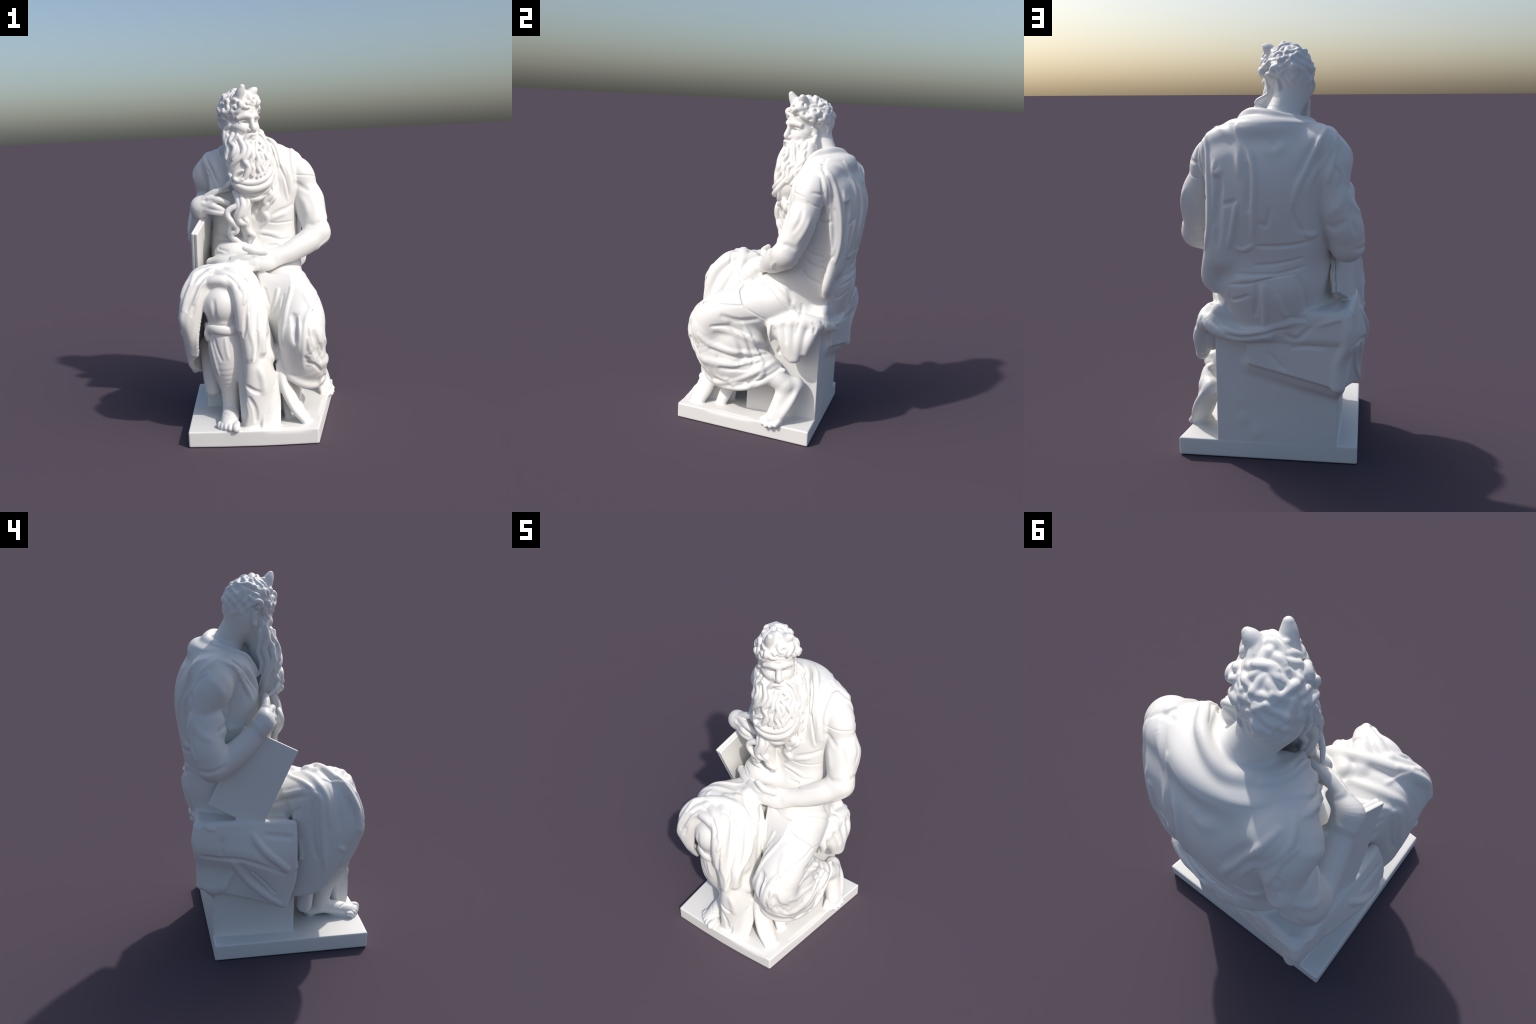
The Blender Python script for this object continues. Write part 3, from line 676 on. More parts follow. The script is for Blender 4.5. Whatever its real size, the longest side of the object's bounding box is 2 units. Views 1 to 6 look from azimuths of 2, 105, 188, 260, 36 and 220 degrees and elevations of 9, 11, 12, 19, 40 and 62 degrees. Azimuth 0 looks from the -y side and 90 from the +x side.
# whiskers before the ears
lock([(0.026, 0.186, 1.798, 0.01), (0.016, 0.205, 1.776, 0.012), (0.021, 0.192, 1.754, 0.012)], k=0.004)
lock([(-0.139, 0.085, 1.779, 0.01), (-0.121, 0.07, 1.756, 0.012), (-0.137, 0.072, 1.736, 0.012)], k=0.004)
lock([(-0.119, 0.068, 1.735, 0.011), (-0.134, 0.065, 1.714, 0.012), (-0.12, 0.052, 1.693, 0.012)], k=0.004)


# ======================================================================
#  Beard and hair
# ======================================================================
def lock(rows, k=0.004):
    F.tube(rows, BEARD, k, per=5)




# ---- hair: short wavy locks over the scalp, curls along the forehead -----------
def on_head(f, l, u):
    """a point pushed out to the scalp along a head-frame direction"""
    d = unit(vec(hd(f, l, u)) - vec(hd(0.01, 0, 0.03)))
    P = vec(hd(0.01, 0, 0.03)) + d * 0.10
    for _ in range(12):
        P = P + d * np.clip(-F.sample(P[None])[0], -0.03, 0.03)
    return P


def curl(f, l, u, r, turns=1.0, thick=0.011, phase=0.0, hand=1, lift=0.001):
    c = on_head(f, l, u)
    n = unit(F.gradient(c[None], 0.012)[0])
    a = unit(np.cross(n, (0, 0, 1)))
    b = np.cross(n, a)
    rows = []
    m = int(9 * turns) + 2
    for i in range(m):
        t = i / (m - 1)
        ang = phase + hand * 2 * math.pi * turns * t
        rr = r * (1 - 0.62 * t)
        rows.append(tuple(c + (a * math.cos(ang) + b * math.sin(ang) * 0.85) * rr + n * (lift + 0.007 * t)) + (thick * (0.85 + 0.35 * math.sin(math.pi * t)),))
    F.tube(rows, HAIR, 0.008, per=3)


rng = np.random.default_rng(11)
crown = vec(hd(-0.04, 0.0, 0.165))
kept = []
for i in range(2600):
    th, u = rng.uniform(-math.pi, math.pi), rng.uniform(-0.5, 1.0)
    c = math.sqrt(max(0, 1 - u * u))
    f, l = c * math.cos(th), c * math.sin(th)
    if f > 0.40 and u < 0.62:                 # the face and the neck stay bare
        continue
    if u < -0.15 + 0.25 * max(f, 0) or (abs(l) > 0.6 and f > -0.35 and u < 0.12):
        continue
    P = vec(hd(0.01 + f * 0.142, l * 0.103, 0.025 + u * 0.134))
    if any(np.linalg.norm(P - q) < 0.026 for q in kept):
        continue
    kept.append(P)
    P = on_head(0.01 + f * 0.142, l * 0.103, 0.025 + u * 0.134)
    n = unit(F.gradient(P[None], 0.02)[0])
    flow = unit((P - crown) - n * ((P - crown) @ n))
    side = np.cross(n, flow)
    size = rng.uniform(0.024, 0.034)
    bend = rng.choice((-1, 1)) * rng.uniform(0.7, 1.4)
    cropped = u < 0.30 and f < -0.1           # flatter at the back of the head
    thick, sink = (0.009, -0.0065) if cropped else (rng.uniform(0.0105, 0.0125), -0.0035)
    rows = []
    for t in np.linspace(0, 1, 5):
        q = P + flow * size * (t - 0.45) * 1.7 * math.cos(0.6 * t * bend) + side * size * 0.75 * math.sin(2.6 * bend * (t - 0.4))
        q = F.snap(q[None])[0] + n * sink
        rows.append(tuple(q) + (thick * (0.55 + 0.65 * math.sin(math.pi * (0.12 + 0.8 * t))),))
    F.tube(rows, HAIR, 0.007, per=4)

for f, l, u, r, turns, ph, hand in (
        (0.15, 0.022, 0.110, 0.030, 1.3, 0.4, 1), (0.16, -0.030, 0.086, 0.023, 0.8, 2.0, -1), (0.14, -0.062, 0.085, 0.024, 0.7, 0.5, 1),
        (0.15, 0.060, 0.090, 0.022, 0.9, 1.0, -1), (0.11, 0.088, 0.068, 0.027, 1.2, 2.4, 1), (0.07, 0.100, 0.045, 0.022, 0.8, 0.0, -1),
        (0.115, -0.080, 0.058, 0.026, 0.9, 3.0, -1), (0.09, -0.095, 0.028, 0.024, 1.2, 1.2, 1), (0.05, -0.108, 0.055, 0.024, 0.7, 4.0, -1),
        (0.10, -0.075, 0.105, 0.024, 0.8, 0.7, 1), (0.04, -0.108, 0.012, 0.024, 0.9, 2.2, 1), (0.02, 0.105, 0.030, 0.022, 0.8, 1.1, 1),
        (0.11, 0.070, 0.115, 0.022, 0.8, 5.0, 1), (0.05, 0.098, 0.090, 0.024, 0.7, 3.3, -1), (-0.02, 0.104, 0.055, 0.022, 0.9, 2.0, 1),
        (-0.02, -0.106, 0.050, 0.024, 0.8, 0.0, -1), (0.04, -0.10, 0.100, 0.024, 0.7, 2.6, 1)):
    curl(f, l, u, r * 1.12, turns, 0.0125, ph, hand)

# horns and ears stand clear of the hair
F.tube([hd(0.092, -0.040, 0.105, 0.036), hd(0.121, -0.043, 0.152, 0.028), hd(0.139, -0.043, 0.182, 0.0165)], HORN_R, 0.006)
F.tube([hd(0.082, 0.030, 0.115, 0.036), hd(0.106, 0.052, 0.152, 0.028), hd(0.119, 0.066, 0.167, 0.0165)], HORN_L, 0.006)
for s, lab in ((-1, EAR_R), (1, EAR_L)):
    rim = [hd(-0.030, s * 0.086, -0.052, 0.007), hd(-0.046, s * 0.093, -0.028, 0.0075), hd(-0.044, s * 0.097, 0.000, 0.008), hd(-0.022, s * 0.094, 0.012, 0.0075), hd(-0.006, s * 0.089, -0.004, 0.006)]
    F.ball(hd(-0.024, s * 0.085, -0.022), (0.022, 0.009, 0.034), lab, 0.006, HAX)
    F.tube(rim, lab, 0.003)
    F.ball(hd(-0.020, s * 0.088, -0.050), (0.012, 0.009, 0.014), lab, 0.005, HAX)

# ---- face: frown, lids, hollow cheeks ---------------------------------------------
for s in (-1, 1):
    F.stroke([hd(0.158, s * 0.006, 0.020), hd(0.158, s * 0.009, 0.034)], 0.005, -0.004, per=4)
    F.stroke([hd(0.120, s * 0.075, -0.075), hd(0.130, s * 0.060, -0.095), hd(0.140, s * 0.045, -0.100)], 0.016, -0.007)
    F.stroke([hd(0.150, s * 0.024, -0.062), hd(0.145, s * 0.036, -0.082), hd(0.140, s * 0.045, -0.100)], 0.006, -0.005)
    F.stroke([hd(0.150, s * 0.020, -0.018), hd(0.145, s * 0.022, -0.024)], 0.008, -0.005, per=4)
F.stroke([hd(0.158, -0.045, 0.045), hd(0.165, 0, 0.050), hd(0.158, 0.045, 0.045)], 0.005, -0.0025)


# ======================================================================
#  Folds: strokes pushed out of or into the surface
# ======================================================================
F.even_out()

# robe over the chest
F.stroke([(0.074, 0.282, 1.677), (0.136, 0.202, 1.635), (0.165, 0.15, 1.533), (0.197, 0.124, 1.44), (0.218, 0.129, 1.313)], 0.01, -0.016, sharp=True)
F.stroke([(0.126, 0.263, 1.676), (0.163, 0.208, 1.618), (0.192, 0.162, 1.537), (0.226, 0.134, 1.447), (0.225, 0.131, 1.34)], 0.018, 0.012)
F.stroke([(0.214, 0.312, 1.62), (0.226, 0.22, 1.589), (0.229, 0.167, 1.525), (0.238, 0.144, 1.462), (0.251, 0.149, 1.357)], 0.012, -0.013)
F.stroke([(0.249, 0.305, 1.606), (0.25, 0.232, 1.584), (0.248, 0.181, 1.525), (0.253, 0.154, 1.462)], 0.014, 0.008)
F.stroke([(0.146, 0.281, 1.642), (0.188, 0.22, 1.598), (0.208, 0.168, 1.54)], 0.014, 0.007)
F.stroke([(0.18, 0.315, 1.637), (0.249, 0.305, 1.606), (0.299, 0.332, 1.547)], 0.012, -0.008)
F.stroke([(0.148, 0.12, 1.462), (0.163, 0.111, 1.392), (0.157, 0.099, 1.33)], 0.012, -0.006)
F.stroke([(0.127, 0.205, 1.636), (0.16, 0.158, 1.548), (0.193, 0.129, 1.46), (0.2, 0.117, 1.372), (0.212, 0.125, 1.298)], 0.012, 0.01)
F.stroke([(0.113, 0.077, 1.222), (0.162, 0.09, 1.244), (0.206, 0.117, 1.256), (0.241, 0.158, 1.275)], 0.013, -0.012)
F.stroke([(0.101, 0.079, 1.193), (0.153, 0.089, 1.212), (0.198, 0.111, 1.226)], 0.012, 0.006)
F.stroke([(0.089, 0.079, 1.177), (0.144, 0.091, 1.17), (0.24, 0.161, 1.174)], 0.008, -0.01, sharp=True)
F.stroke([(0.008, 0.022, 1.114), (0.082, 0.078, 1.094), (0.154, 0.086, 1.069), (0.221, 0.125, 1.071)], 0.009, -0.012, sharp=True)
F.stroke([(0.017, 0.083, 1.123), (0.09, 0.082, 1.112), (0.162, 0.094, 1.089)], 0.014, 0.007)
F.stroke([(0.072, 0.063, 1.039), (0.131, 0.069, 1.037), (0.19, 0.006, 1.056)], 0.009, -0.008)
F.stroke([(-0.26, 0.219, 1.121), (-0.202, 0.149, 1.116), (-0.139, -0.003, 1.137)], 0.012, -0.008)
F.stroke([(-0.244, 0.183, 1.08), (-0.194, 0.109, 1.08), (-0.145, 0.042, 1.08)], 0.012, -0.008)
F.stroke([(-0.255, 0.001, 1.068), (-0.212, 0.021, 1.034), (-0.151, -0.018, 1.023)], 0.01, -0.009)
F.stroke([(-0.269, 0.015, 1.038), (-0.236, 0.041, 1.01), (-0.189, -0.009, 1.008)], 0.01, -0.008)
F.stroke([(-0.28, 0.273, 1.594), (-0.246, 0.173, 1.5), (-0.205, 0.118, 1.413)], 0.01, -0.01)
F.stroke([(-0.296, 0.328, 1.601), (-0.274, 0.21, 1.529), (-0.274, 0.231, 1.446), (-0.307, 0.309, 1.359)], 0.012, 0.014)
F.stroke([(-0.258, 0.242, 1.594), (-0.221, 0.15, 1.507), (-0.182, 0.11, 1.427)], 0.014, 0.008)
F.stroke([(-0.188, 0.241, 1.635), (-0.176, 0.144, 1.578), (-0.163, 0.12, 1.52)], 0.012, -0.006)
F.stroke([(-0.015, -0.015, 1.292), (-0.006, 0.075, 1.239), (0.042, 0.076, 1.193)], 0.016, -0.008)
# left shoulder and the robe behind the arm
F.stroke([(0.27, 0.274, 1.589), (0.31, 0.33, 1.525), (0.312, 0.347, 1.441), (0.283, 0.348, 1.33)], 0.011, 0.016)
F.stroke([(0.312, 0.308, 1.538), (0.336, 0.329, 1.457), (0.319, 0.327, 1.376)], 0.01, -0.011)
F.stroke([(0.276, 0.323, 1.586), (0.273, 0.382, 1.497), (0.263, 0.418, 1.37), (0.259, 0.432, 1.262), (0.265, 0.434, 1.153), (0.288, 0.416, 1.045)], 0.014, 0.02)
F.stroke([(0.289, 0.371, 1.441), (0.288, 0.389, 1.335), (0.287, 0.403, 1.227), (0.29, 0.403, 1.132)], 0.016, -0.016)
F.stroke([(0.227, 0.442, 1.404), (0.204, 0.464, 1.294), (0.211, 0.462, 1.184), (0.222, 0.454, 1.074)], 0.018, -0.016)
F.stroke([(0.228, 0.345, 1.606), (0.17, 0.402, 1.577), (0.114, 0.456, 1.503), (0.105, 0.492, 1.395)], 0.02, 0.011)
F.stroke([(0.167, 0.185, 1.59), (0.22, 0.262, 1.614), (0.245, 0.326, 1.605)], 0.01, -0.011)
F.stroke([(0.381, 0.248, 1.114), (0.265, 0.282, 1.09), (0.26, 0.342, 1.073)], 0.011, -0.014)
F.stroke([(0.41, 0.227, 1.081), (0.267, 0.272, 1.03), (0.292, 0.368, 1.0)], 0.011, -0.016)
F.stroke([(0.259, 0.322, 1.037), (0.278, 0.369, 1.06), (0.291, 0.406, 1.096)], 0.011, -0.012)
F.stroke([(0.359, 0.306, 1.272), (0.265, 0.33, 1.275), (0.289, 0.392, 1.292)], 0.014, -0.008)
# waist and hip
F.stroke([(0.427, 0.206, 1.053), (0.273, 0.252, 0.959), (0.259, 0.344, 0.914)], 0.011, -0.016)
F.stroke([(0.249, 0.106, 0.954), (0.28, 0.196, 0.884), (0.261, 0.296, 0.825), (0.208, 0.379, 0.803)], 0.01, -0.014)
F.stroke([(0.293, -0.016, 0.938), (0.271, 0.037, 0.872), (0.314, 0.123, 0.806), (0.346, 0.232, 0.726)], 0.007, -0.016, sharp=True)
F.stroke([(0.175, -0.028, 0.912), (0.263, 0.058, 0.881), (0.301, 0.142, 0.821), (0.324, 0.238, 0.744)], 0.014, 0.008)
F.stroke([(0.279, 0.153, 0.872), (0.287, 0.177, 0.821), (0.297, 0.178, 0.785)], 0.018, -0.014)
F.stroke([(0.271, 0.238, 0.794), (0.294, 0.246, 0.745), (0.346, 0.244, 0.727)], 0.012, -0.011)
F.stroke([(0.258, 0.29, 0.781), (0.253, 0.344, 0.778), (0.211, 0.382, 0.776)], 0.016, 0.008)
# skirt of the left leg
F.stroke([(0.227, -0.129, 0.864), (0.3, -0.129, 0.828), (0.36, -0.083, 0.761), (0.357, -0.019, 0.721), (0.343, 0.063, 0.674)], 0.007, -0.016, sharp=True)
F.stroke([(0.224, -0.138, 0.866), (0.286, -0.145, 0.831), (0.359, -0.099, 0.767)], 0.01, 0.009)
F.stroke([(0.289, -0.423, 0.695), (0.34, -0.315, 0.751), (0.364, -0.202, 0.757), (0.361, -0.091, 0.762)], 0.009, -0.019, sharp=True)
F.stroke([(0.391, -0.284, 0.621), (0.378, -0.192, 0.634), (0.367, -0.114, 0.615), (0.349, -0.022, 0.574)], 0.01, -0.022)
F.stroke([(0.387, -0.224, 0.696), (0.371, -0.115, 0.673), (0.344, 0.011, 0.691)], 0.016, -0.018)
F.stroke([(0.386, -0.269, 0.602), (0.373, -0.168, 0.604), (0.373, -0.079, 0.583), (0.344, -0.006, 0.552)], 0.022, 0.014)
F.stroke([(0.382, -0.359, 0.565), (0.384, -0.283, 0.515), (0.384, -0.176, 0.489), (0.374, -0.058, 0.482), (0.317, 0.053, 0.484)], 0.018, 0.019)
F.stroke([(0.387, -0.289, 0.491), (0.385, -0.174, 0.458), (0.373, -0.049, 0.453), (0.309, 0.076, 0.472)], 0.012, -0.024)
F.stroke([(0.356, -0.356, 0.411), (0.39, -0.277, 0.408), (0.396, -0.177, 0.408), (0.381, -0.069, 0.419)], 0.03, 0.014)
F.stroke([(0.396, -0.224, 0.381), (0.396, -0.127, 0.382), (0.384, -0.02, 0.415), (0.367, 0.053, 0.447)], 0.012, -0.019)
F.stroke([(0.383, -0.318, 0.331), (0.352, -0.252, 0.276), (0.379, -0.169, 0.29), (0.381, -0.065, 0.33), (0.384, 0.045, 0.4), (0.326, 0.114, 0.443)], 0.016, 0.019)
F.stroke([(0.381, -0.095, 0.285), (0.376, -0.001, 0.314), (0.383, 0.094, 0.371), (0.332, 0.149, 0.409)], 0.01, -0.011)
F.stroke([(0.351, -0.021, 0.568), (0.316, 0.018, 0.539), (0.251, 0.042, 0.507)], 0.02, 0.024)
F.stroke([(0.133, -0.16, 0.82), (0.12, -0.19, 0.757), (0.102, -0.208, 0.684)], 0.012, 0.024)
F.stroke([(0.209, -0.182, 0.84), (0.191, -0.294, 0.777), (0.169, -0.366, 0.704), (0.151, -0.393, 0.622), (0.146, -0.386, 0.53)], 0.012, 0.027)
F.stroke([(0.161, -0.203, 0.797), (0.147, -0.304, 0.728), (0.129, -0.327, 0.651)], 0.014, -0.016)
F.stroke([(0.208, -0.382, 0.721), (0.214, -0.431, 0.644), (0.219, -0.447, 0.56)], 0.016, -0.019)
F.stroke([(0.34, -0.291, 0.762), (0.291, -0.398, 0.707), (0.266, -0.447, 0.617), (0.253, -0.434, 0.495), (0.257, -0.398, 0.394)], 0.014, 0.016)
F.stroke([(0.314, -0.434, 0.612), (0.341, -0.411, 0.522), (0.359, -0.359, 0.431)], 0.012, -0.022)
F.stroke([(0.289, -0.446, 0.601), (0.297, -0.439, 0.524), (0.324, -0.393, 0.435)], 0.012, 0.016)
F.stroke([(0.277, -0.415, 0.447), (0.317, -0.395, 0.428), (0.358, -0.315, 0.356)], 0.01, -0.019)
F.stroke([(0.237, -0.4, 0.709), (0.242, -0.448, 0.611), (0.238, -0.426, 0.478)], 0.012, 0.014)
# drapery of the right knee
F.stroke([(-0.041, -0.465, 0.809), (-0.047, -0.479, 0.74), (-0.053, -0.477, 0.667), (-0.064, -0.47, 0.621)], 0.01, -0.047, sharp=True)
F.stroke([(0.01, -0.438, 0.625), (0.003, -0.45, 0.554), (-0.01, -0.468, 0.485)], 0.01, -0.041, sharp=True)
F.stroke([(-0.029, -0.34, 0.863), (0.001, -0.378, 0.788), (0.007, -0.415, 0.708), (-0.001, -0.44, 0.625)], 0.009, -0.024)
F.stroke([(-0.07, -0.435, 0.891), (-0.047, -0.446, 0.856), (-0.052, -0.475, 0.797)], 0.013, 0.016)
F.stroke([(-0.03, -0.466, 0.751), (-0.028, -0.467, 0.648), (-0.011, -0.461, 0.558), (-0.02, -0.47, 0.479)], 0.012, 0.019)
F.stroke([(0.039, -0.256, 0.813), (0.054, -0.312, 0.711), (0.048, -0.41, 0.616), (0.037, -0.44, 0.505)], 0.02, 0.016)
F.stroke([(-0.086, -0.259, 0.977), (-0.001, -0.252, 0.908), (0.055, -0.133, 0.802), (0.078, -0.178, 0.717)], 0.01, -0.019)
F.stroke([(-0.127, -0.326, 0.968), (-0.043, -0.315, 0.896), (0.012, -0.353, 0.812), (0.024, -0.396, 0.732)], 0.01, -0.016)
F.stroke([(-0.153, -0.383, 0.954), (-0.095, -0.426, 0.912), (-0.081, -0.448, 0.88)], 0.01, -0.016)
F.stroke([(-0.235, -0.348, 0.962), (-0.298, -0.397, 0.915), (-0.344, -0.424, 0.827), (-0.373, -0.431, 0.756)], 0.01, -0.019)
F.stroke([(-0.249, -0.366, 0.944), (-0.292, -0.406, 0.88), (-0.335, -0.425, 0.79)], 0.011, 0.014)
F.stroke([(-0.285, -0.206, 0.969), (-0.338, -0.365, 0.925), (-0.37, -0.41, 0.847), (-0.399, -0.428, 0.757)], 0.012, 0.014)
F.stroke([(-0.27, -0.393, 0.913), (-0.308, -0.417, 0.839), (-0.35, -0.429, 0.726)], 0.01, -0.014)
F.stroke([(-0.061, -0.467, 0.338), (-0.022, -0.474, 0.31), (0.009, -0.465, 0.297)], 0.012, -0.022)
F.stroke([(-0.053, -0.471, 0.278), (-0.02, -0.471, 0.202), (-0.017, -0.462, 0.122)], 0.012, -0.024)
F.stroke([(-0.07, -0.453, 0.25), (-0.058, -0.463, 0.177), (-0.073, -0.458, 0.107)], 0.012, 0.014)
F.stroke([(0.012, -0.461, 0.438), (0.03, -0.456, 0.361), (0.034, -0.452, 0.284)], 0.02, 0.014)
F.stroke([(0.124, -0.318, 0.527), (0.113, -0.34, 0.45), (0.093, -0.198, 0.353)], 0.01, -0.016)
F.stroke([(0.095, -0.375, 0.37), (0.101, -0.379, 0.332), (0.089, -0.401, 0.302)], 0.008, -0.014)
# greave and knee of the right leg
F.stroke([(-0.266, -0.392, 0.609), (-0.247, -0.404, 0.536), (-0.23, -0.404, 0.445), (-0.215, -0.382, 0.361)], 0.01, 0.01)
F.stroke([(-0.231, -0.416, 0.613), (-0.216, -0.425, 0.541), (-0.191, -0.424, 0.464)], 0.009, -0.008)
F.stroke([(-0.168, -0.432, 0.615), (-0.165, -0.432, 0.541), (-0.155, -0.422, 0.47)], 0.01, 0.006)
F.stroke([(-0.22, -0.44, 0.826), (-0.218, -0.453, 0.777), (-0.213, -0.433, 0.706)], 0.014, -0.008)
F.stroke([(-0.2, -0.328, 0.171), (-0.153, -0.339, 0.177), (-0.105, -0.395, 0.192)], 0.006, -0.007, sharp=True)
F.stroke([(-0.231, -0.267, 0.09), (-0.171, -0.43, 0.153), (-0.122, -0.4, 0.137)], 0.006, -0.006, sharp=True)
# flap over the right thigh
F.stroke([(-0.17, -0.05, 0.968), (-0.291, -0.112, 0.955), (-0.361, -0.162, 0.926)], 0.014, 0.016)
F.stroke([(-0.355, -0.142, 0.925), (-0.385, -0.191, 0.881), (-0.406, -0.205, 0.713), (-0.415, -0.229, 0.479)], 0.016, 0.022)
F.stroke([(-0.373, -0.145, 0.886), (-0.387, -0.152, 0.784), (-0.393, -0.158, 0.679), (-0.405, -0.183, 0.557)], 0.012, -0.024)
F.stroke([(-0.154, -0.143, 0.967), (-0.313, -0.187, 0.96), (-0.383, -0.224, 0.886), (-0.409, -0.239, 0.743)], 0.02, 0.014)
F.stroke([(-0.185, -0.233, 0.989), (-0.332, -0.271, 0.94), (-0.392, -0.29, 0.841), (-0.419, -0.289, 0.714)], 0.02, -0.014)
F.stroke([(-0.276, -0.299, 0.98), (-0.366, -0.351, 0.919), (-0.409, -0.396, 0.82)], 0.014, 0.014)
F.stroke([(-0.301, 0.053, 0.837), (-0.321, -0.036, 0.867), (-0.36, -0.128, 0.901)], 0.012, -0.019)
F.stroke([(-0.309, 0.075, 0.787), (-0.322, -0.024, 0.778), (-0.358, -0.102, 0.837)], 0.014, -0.016)
F.stroke([(-0.286, 0.03, 0.883), (-0.313, -0.037, 0.898), (-0.34, -0.117, 0.928)], 0.016, 0.014)
F.stroke([(-0.423, -0.293, 0.626), (-0.421, -0.313, 0.618), (-0.415, -0.327, 0.6)], 0.014, 0.016)
# cloth over the seat, right side
F.stroke([(-0.415, 0.175, 0.738), (-0.445, 0.111, 0.649), (-0.446, 0.023, 0.566), (-0.359, -0.091, 0.456)], 0.016, 0.032)
F.stroke([(-0.433, 0.167, 0.684), (-0.452, 0.104, 0.597), (-0.441, 0.014, 0.524)], 0.016, -0.016)
F.stroke([(-0.418, 0.276, 0.591), (-0.398, 0.215, 0.492), (-0.404, 0.12, 0.392), (-0.418, -0.005, 0.302)], 0.016, 0.024)
F.stroke([(-0.427, 0.221, 0.569), (-0.412, 0.174, 0.488), (-0.416, 0.071, 0.387)], 0.014, -0.014)
F.stroke([(-0.386, 0.257, 0.504), (-0.366, 0.282, 0.44), (-0.36, 0.303, 0.382)], 0.014, 0.016)
F.stroke([(-0.391, 0.442, 0.612), (-0.404, 0.331, 0.592), (-0.434, 0.222, 0.592), (-0.448, 0.11, 0.557), (-0.433, -0.025, 0.49)], 0.012, -0.022)
F.stroke([(-0.407, 0.318, 0.712), (-0.415, 0.326, 0.655), (-0.412, 0.318, 0.607)], 0.016, -0.011)
F.stroke([(-0.423, 0.109, 0.722), (-0.423, 0.03, 0.71), (-0.422, -0.049, 0.698)], 0.016, -0.014)
F.stroke([(-0.358, -0.09, 0.667), (-0.366, -0.103, 0.575), (-0.436, -0.052, 0.525)], 0.012, 0.016)
# collar, lapel and right armhole
F.stroke([(-0.146, 0.335, 1.648), (-0.196, 0.252, 1.631), (-0.195, 0.175, 1.604), (-0.179, 0.132, 1.519)], 0.012, 0.012)
F.stroke([(-0.302, 0.298, 1.585), (-0.294, 0.25, 1.564), (-0.273, 0.211, 1.496), (-0.258, 0.176, 1.44), (-0.243, 0.146, 1.37)], 0.012, 0.014)
F.stroke([(-0.299, 0.241, 1.534), (-0.266, 0.203, 1.462), (-0.265, 0.183, 1.403)], 0.01, -0.012)
F.stroke([(-0.269, 0.319, 1.61), (-0.311, 0.386, 1.57), (-0.283, 0.448, 1.496), (-0.21, 0.483, 1.389), (-0.195, 0.492, 1.313)], 0.013, 0.014)
F.stroke([(-0.308, 0.463, 1.445), (-0.337, 0.462, 1.395), (-0.329, 0.472, 1.345)], 0.011, -0.018)
F.stroke([(-0.216, 0.318, 1.625), (-0.261, 0.248, 1.595), (-0.263, 0.197, 1.525), (-0.238, 0.147, 1.448)], 0.014, 0.006)
# back of the robe
F.stroke([(-0.271, 0.373, 1.605), (-0.235, 0.464, 1.531), (-0.187, 0.49, 1.432), (-0.151, 0.511, 1.352), (-0.132, 0.514, 1.275)], 0.014, 0.019)
F.stroke([(-0.228, 0.458, 1.549), (-0.18, 0.485, 1.463), (-0.144, 0.51, 1.389)], 0.02, -0.011)
F.stroke([(0.137, 0.4, 1.622), (0.105, 0.437, 1.547), (0.059, 0.476, 1.493), (0.039, 0.507, 1.4), (0.042, 0.51, 1.272), (0.049, 0.486, 1.111)], 0.015, 0.018)
F.stroke([(0.071, 0.486, 1.461), (0.062, 0.506, 1.368), (0.068, 0.503, 1.238)], 0.016, -0.011)
F.stroke([(0.207, 0.455, 1.393), (0.209, 0.462, 1.296), (0.225, 0.456, 1.162)], 0.018, -0.022)
F.stroke([(0.119, 0.49, 1.288), (0.136, 0.477, 1.2), (0.169, 0.457, 1.062)], 0.014, 0.016)
F.stroke([(0.186, 0.47, 1.271), (0.154, 0.478, 1.279), (0.126, 0.488, 1.29)], 0.012, -0.014)
F.stroke([(0.3, 0.328, 1.553), (0.296, 0.362, 1.449), (0.287, 0.39, 1.352)], 0.012, 0.014)
F.stroke([(0.234, 0.429, 1.456), (0.226, 0.442, 1.411), (0.196, 0.456, 1.419)], 0.018, 0.011)
F.stroke([(0.044, 0.482, 1.087), (-0.083, 0.493, 1.092), (-0.21, 0.464, 1.112)], 0.009, -0.016)
F.stroke([(0.135, 0.457, 1.07), (0.094, 0.466, 1.066), (0.05, 0.481, 1.09)], 0.011, 0.014)
F.stroke([(0.019, 0.505, 1.194), (-0.014, 0.508, 1.188), (-0.036, 0.519, 1.274)], 0.012, -0.009)
F.stroke([(-0.132, 0.512, 1.256), (-0.15, 0.501, 1.189), (-0.192, 0.476, 1.127)], 0.014, -0.011)
F.stroke([(-0.168, 0.49, 1.155), (-0.198, 0.474, 1.14), (-0.235, 0.448, 1.143)], 0.014, 0.019)
F.stroke([(-0.311, 0.385, 1.571), (-0.304, 0.453, 1.474), (-0.281, 0.478, 1.368)], 0.012, 0.014)
F.stroke([(0.023, 0.458, 1.536), (-0.045, 0.481, 1.506), (-0.106, 0.457, 1.549)], 0.03, 0.008)
F.stroke([(0.148, 0.441, 0.952), (0.039, 0.473, 0.955), (-0.071, 0.481, 0.965), (-0.188, 0.457, 1.0)], 0.008, -0.015)
F.stroke([(0.059, 0.465, 0.995), (-0.058, 0.479, 1.009), (-0.182, 0.465, 1.04)], 0.008, -0.012)
F.stroke([(0.178, 0.428, 0.895), (0.072, 0.473, 0.912), (-0.033, 0.483, 0.944), (-0.145, 0.472, 0.965)], 0.008, -0.019, sharp=True)
F.stroke([(0.141, 0.447, 0.924), (0.039, 0.476, 0.937), (-0.058, 0.482, 0.954)], 0.014, 0.009)
F.stroke([(0.216, 0.473, 0.834), (0.16, 0.426, 0.822), (0.066, 0.473, 0.86)], 0.009, -0.016)
F.stroke([(0.042, 0.479, 0.915), (0.037, 0.475, 0.842), (0.053, 0.444, 0.746)], 0.013, -0.014)
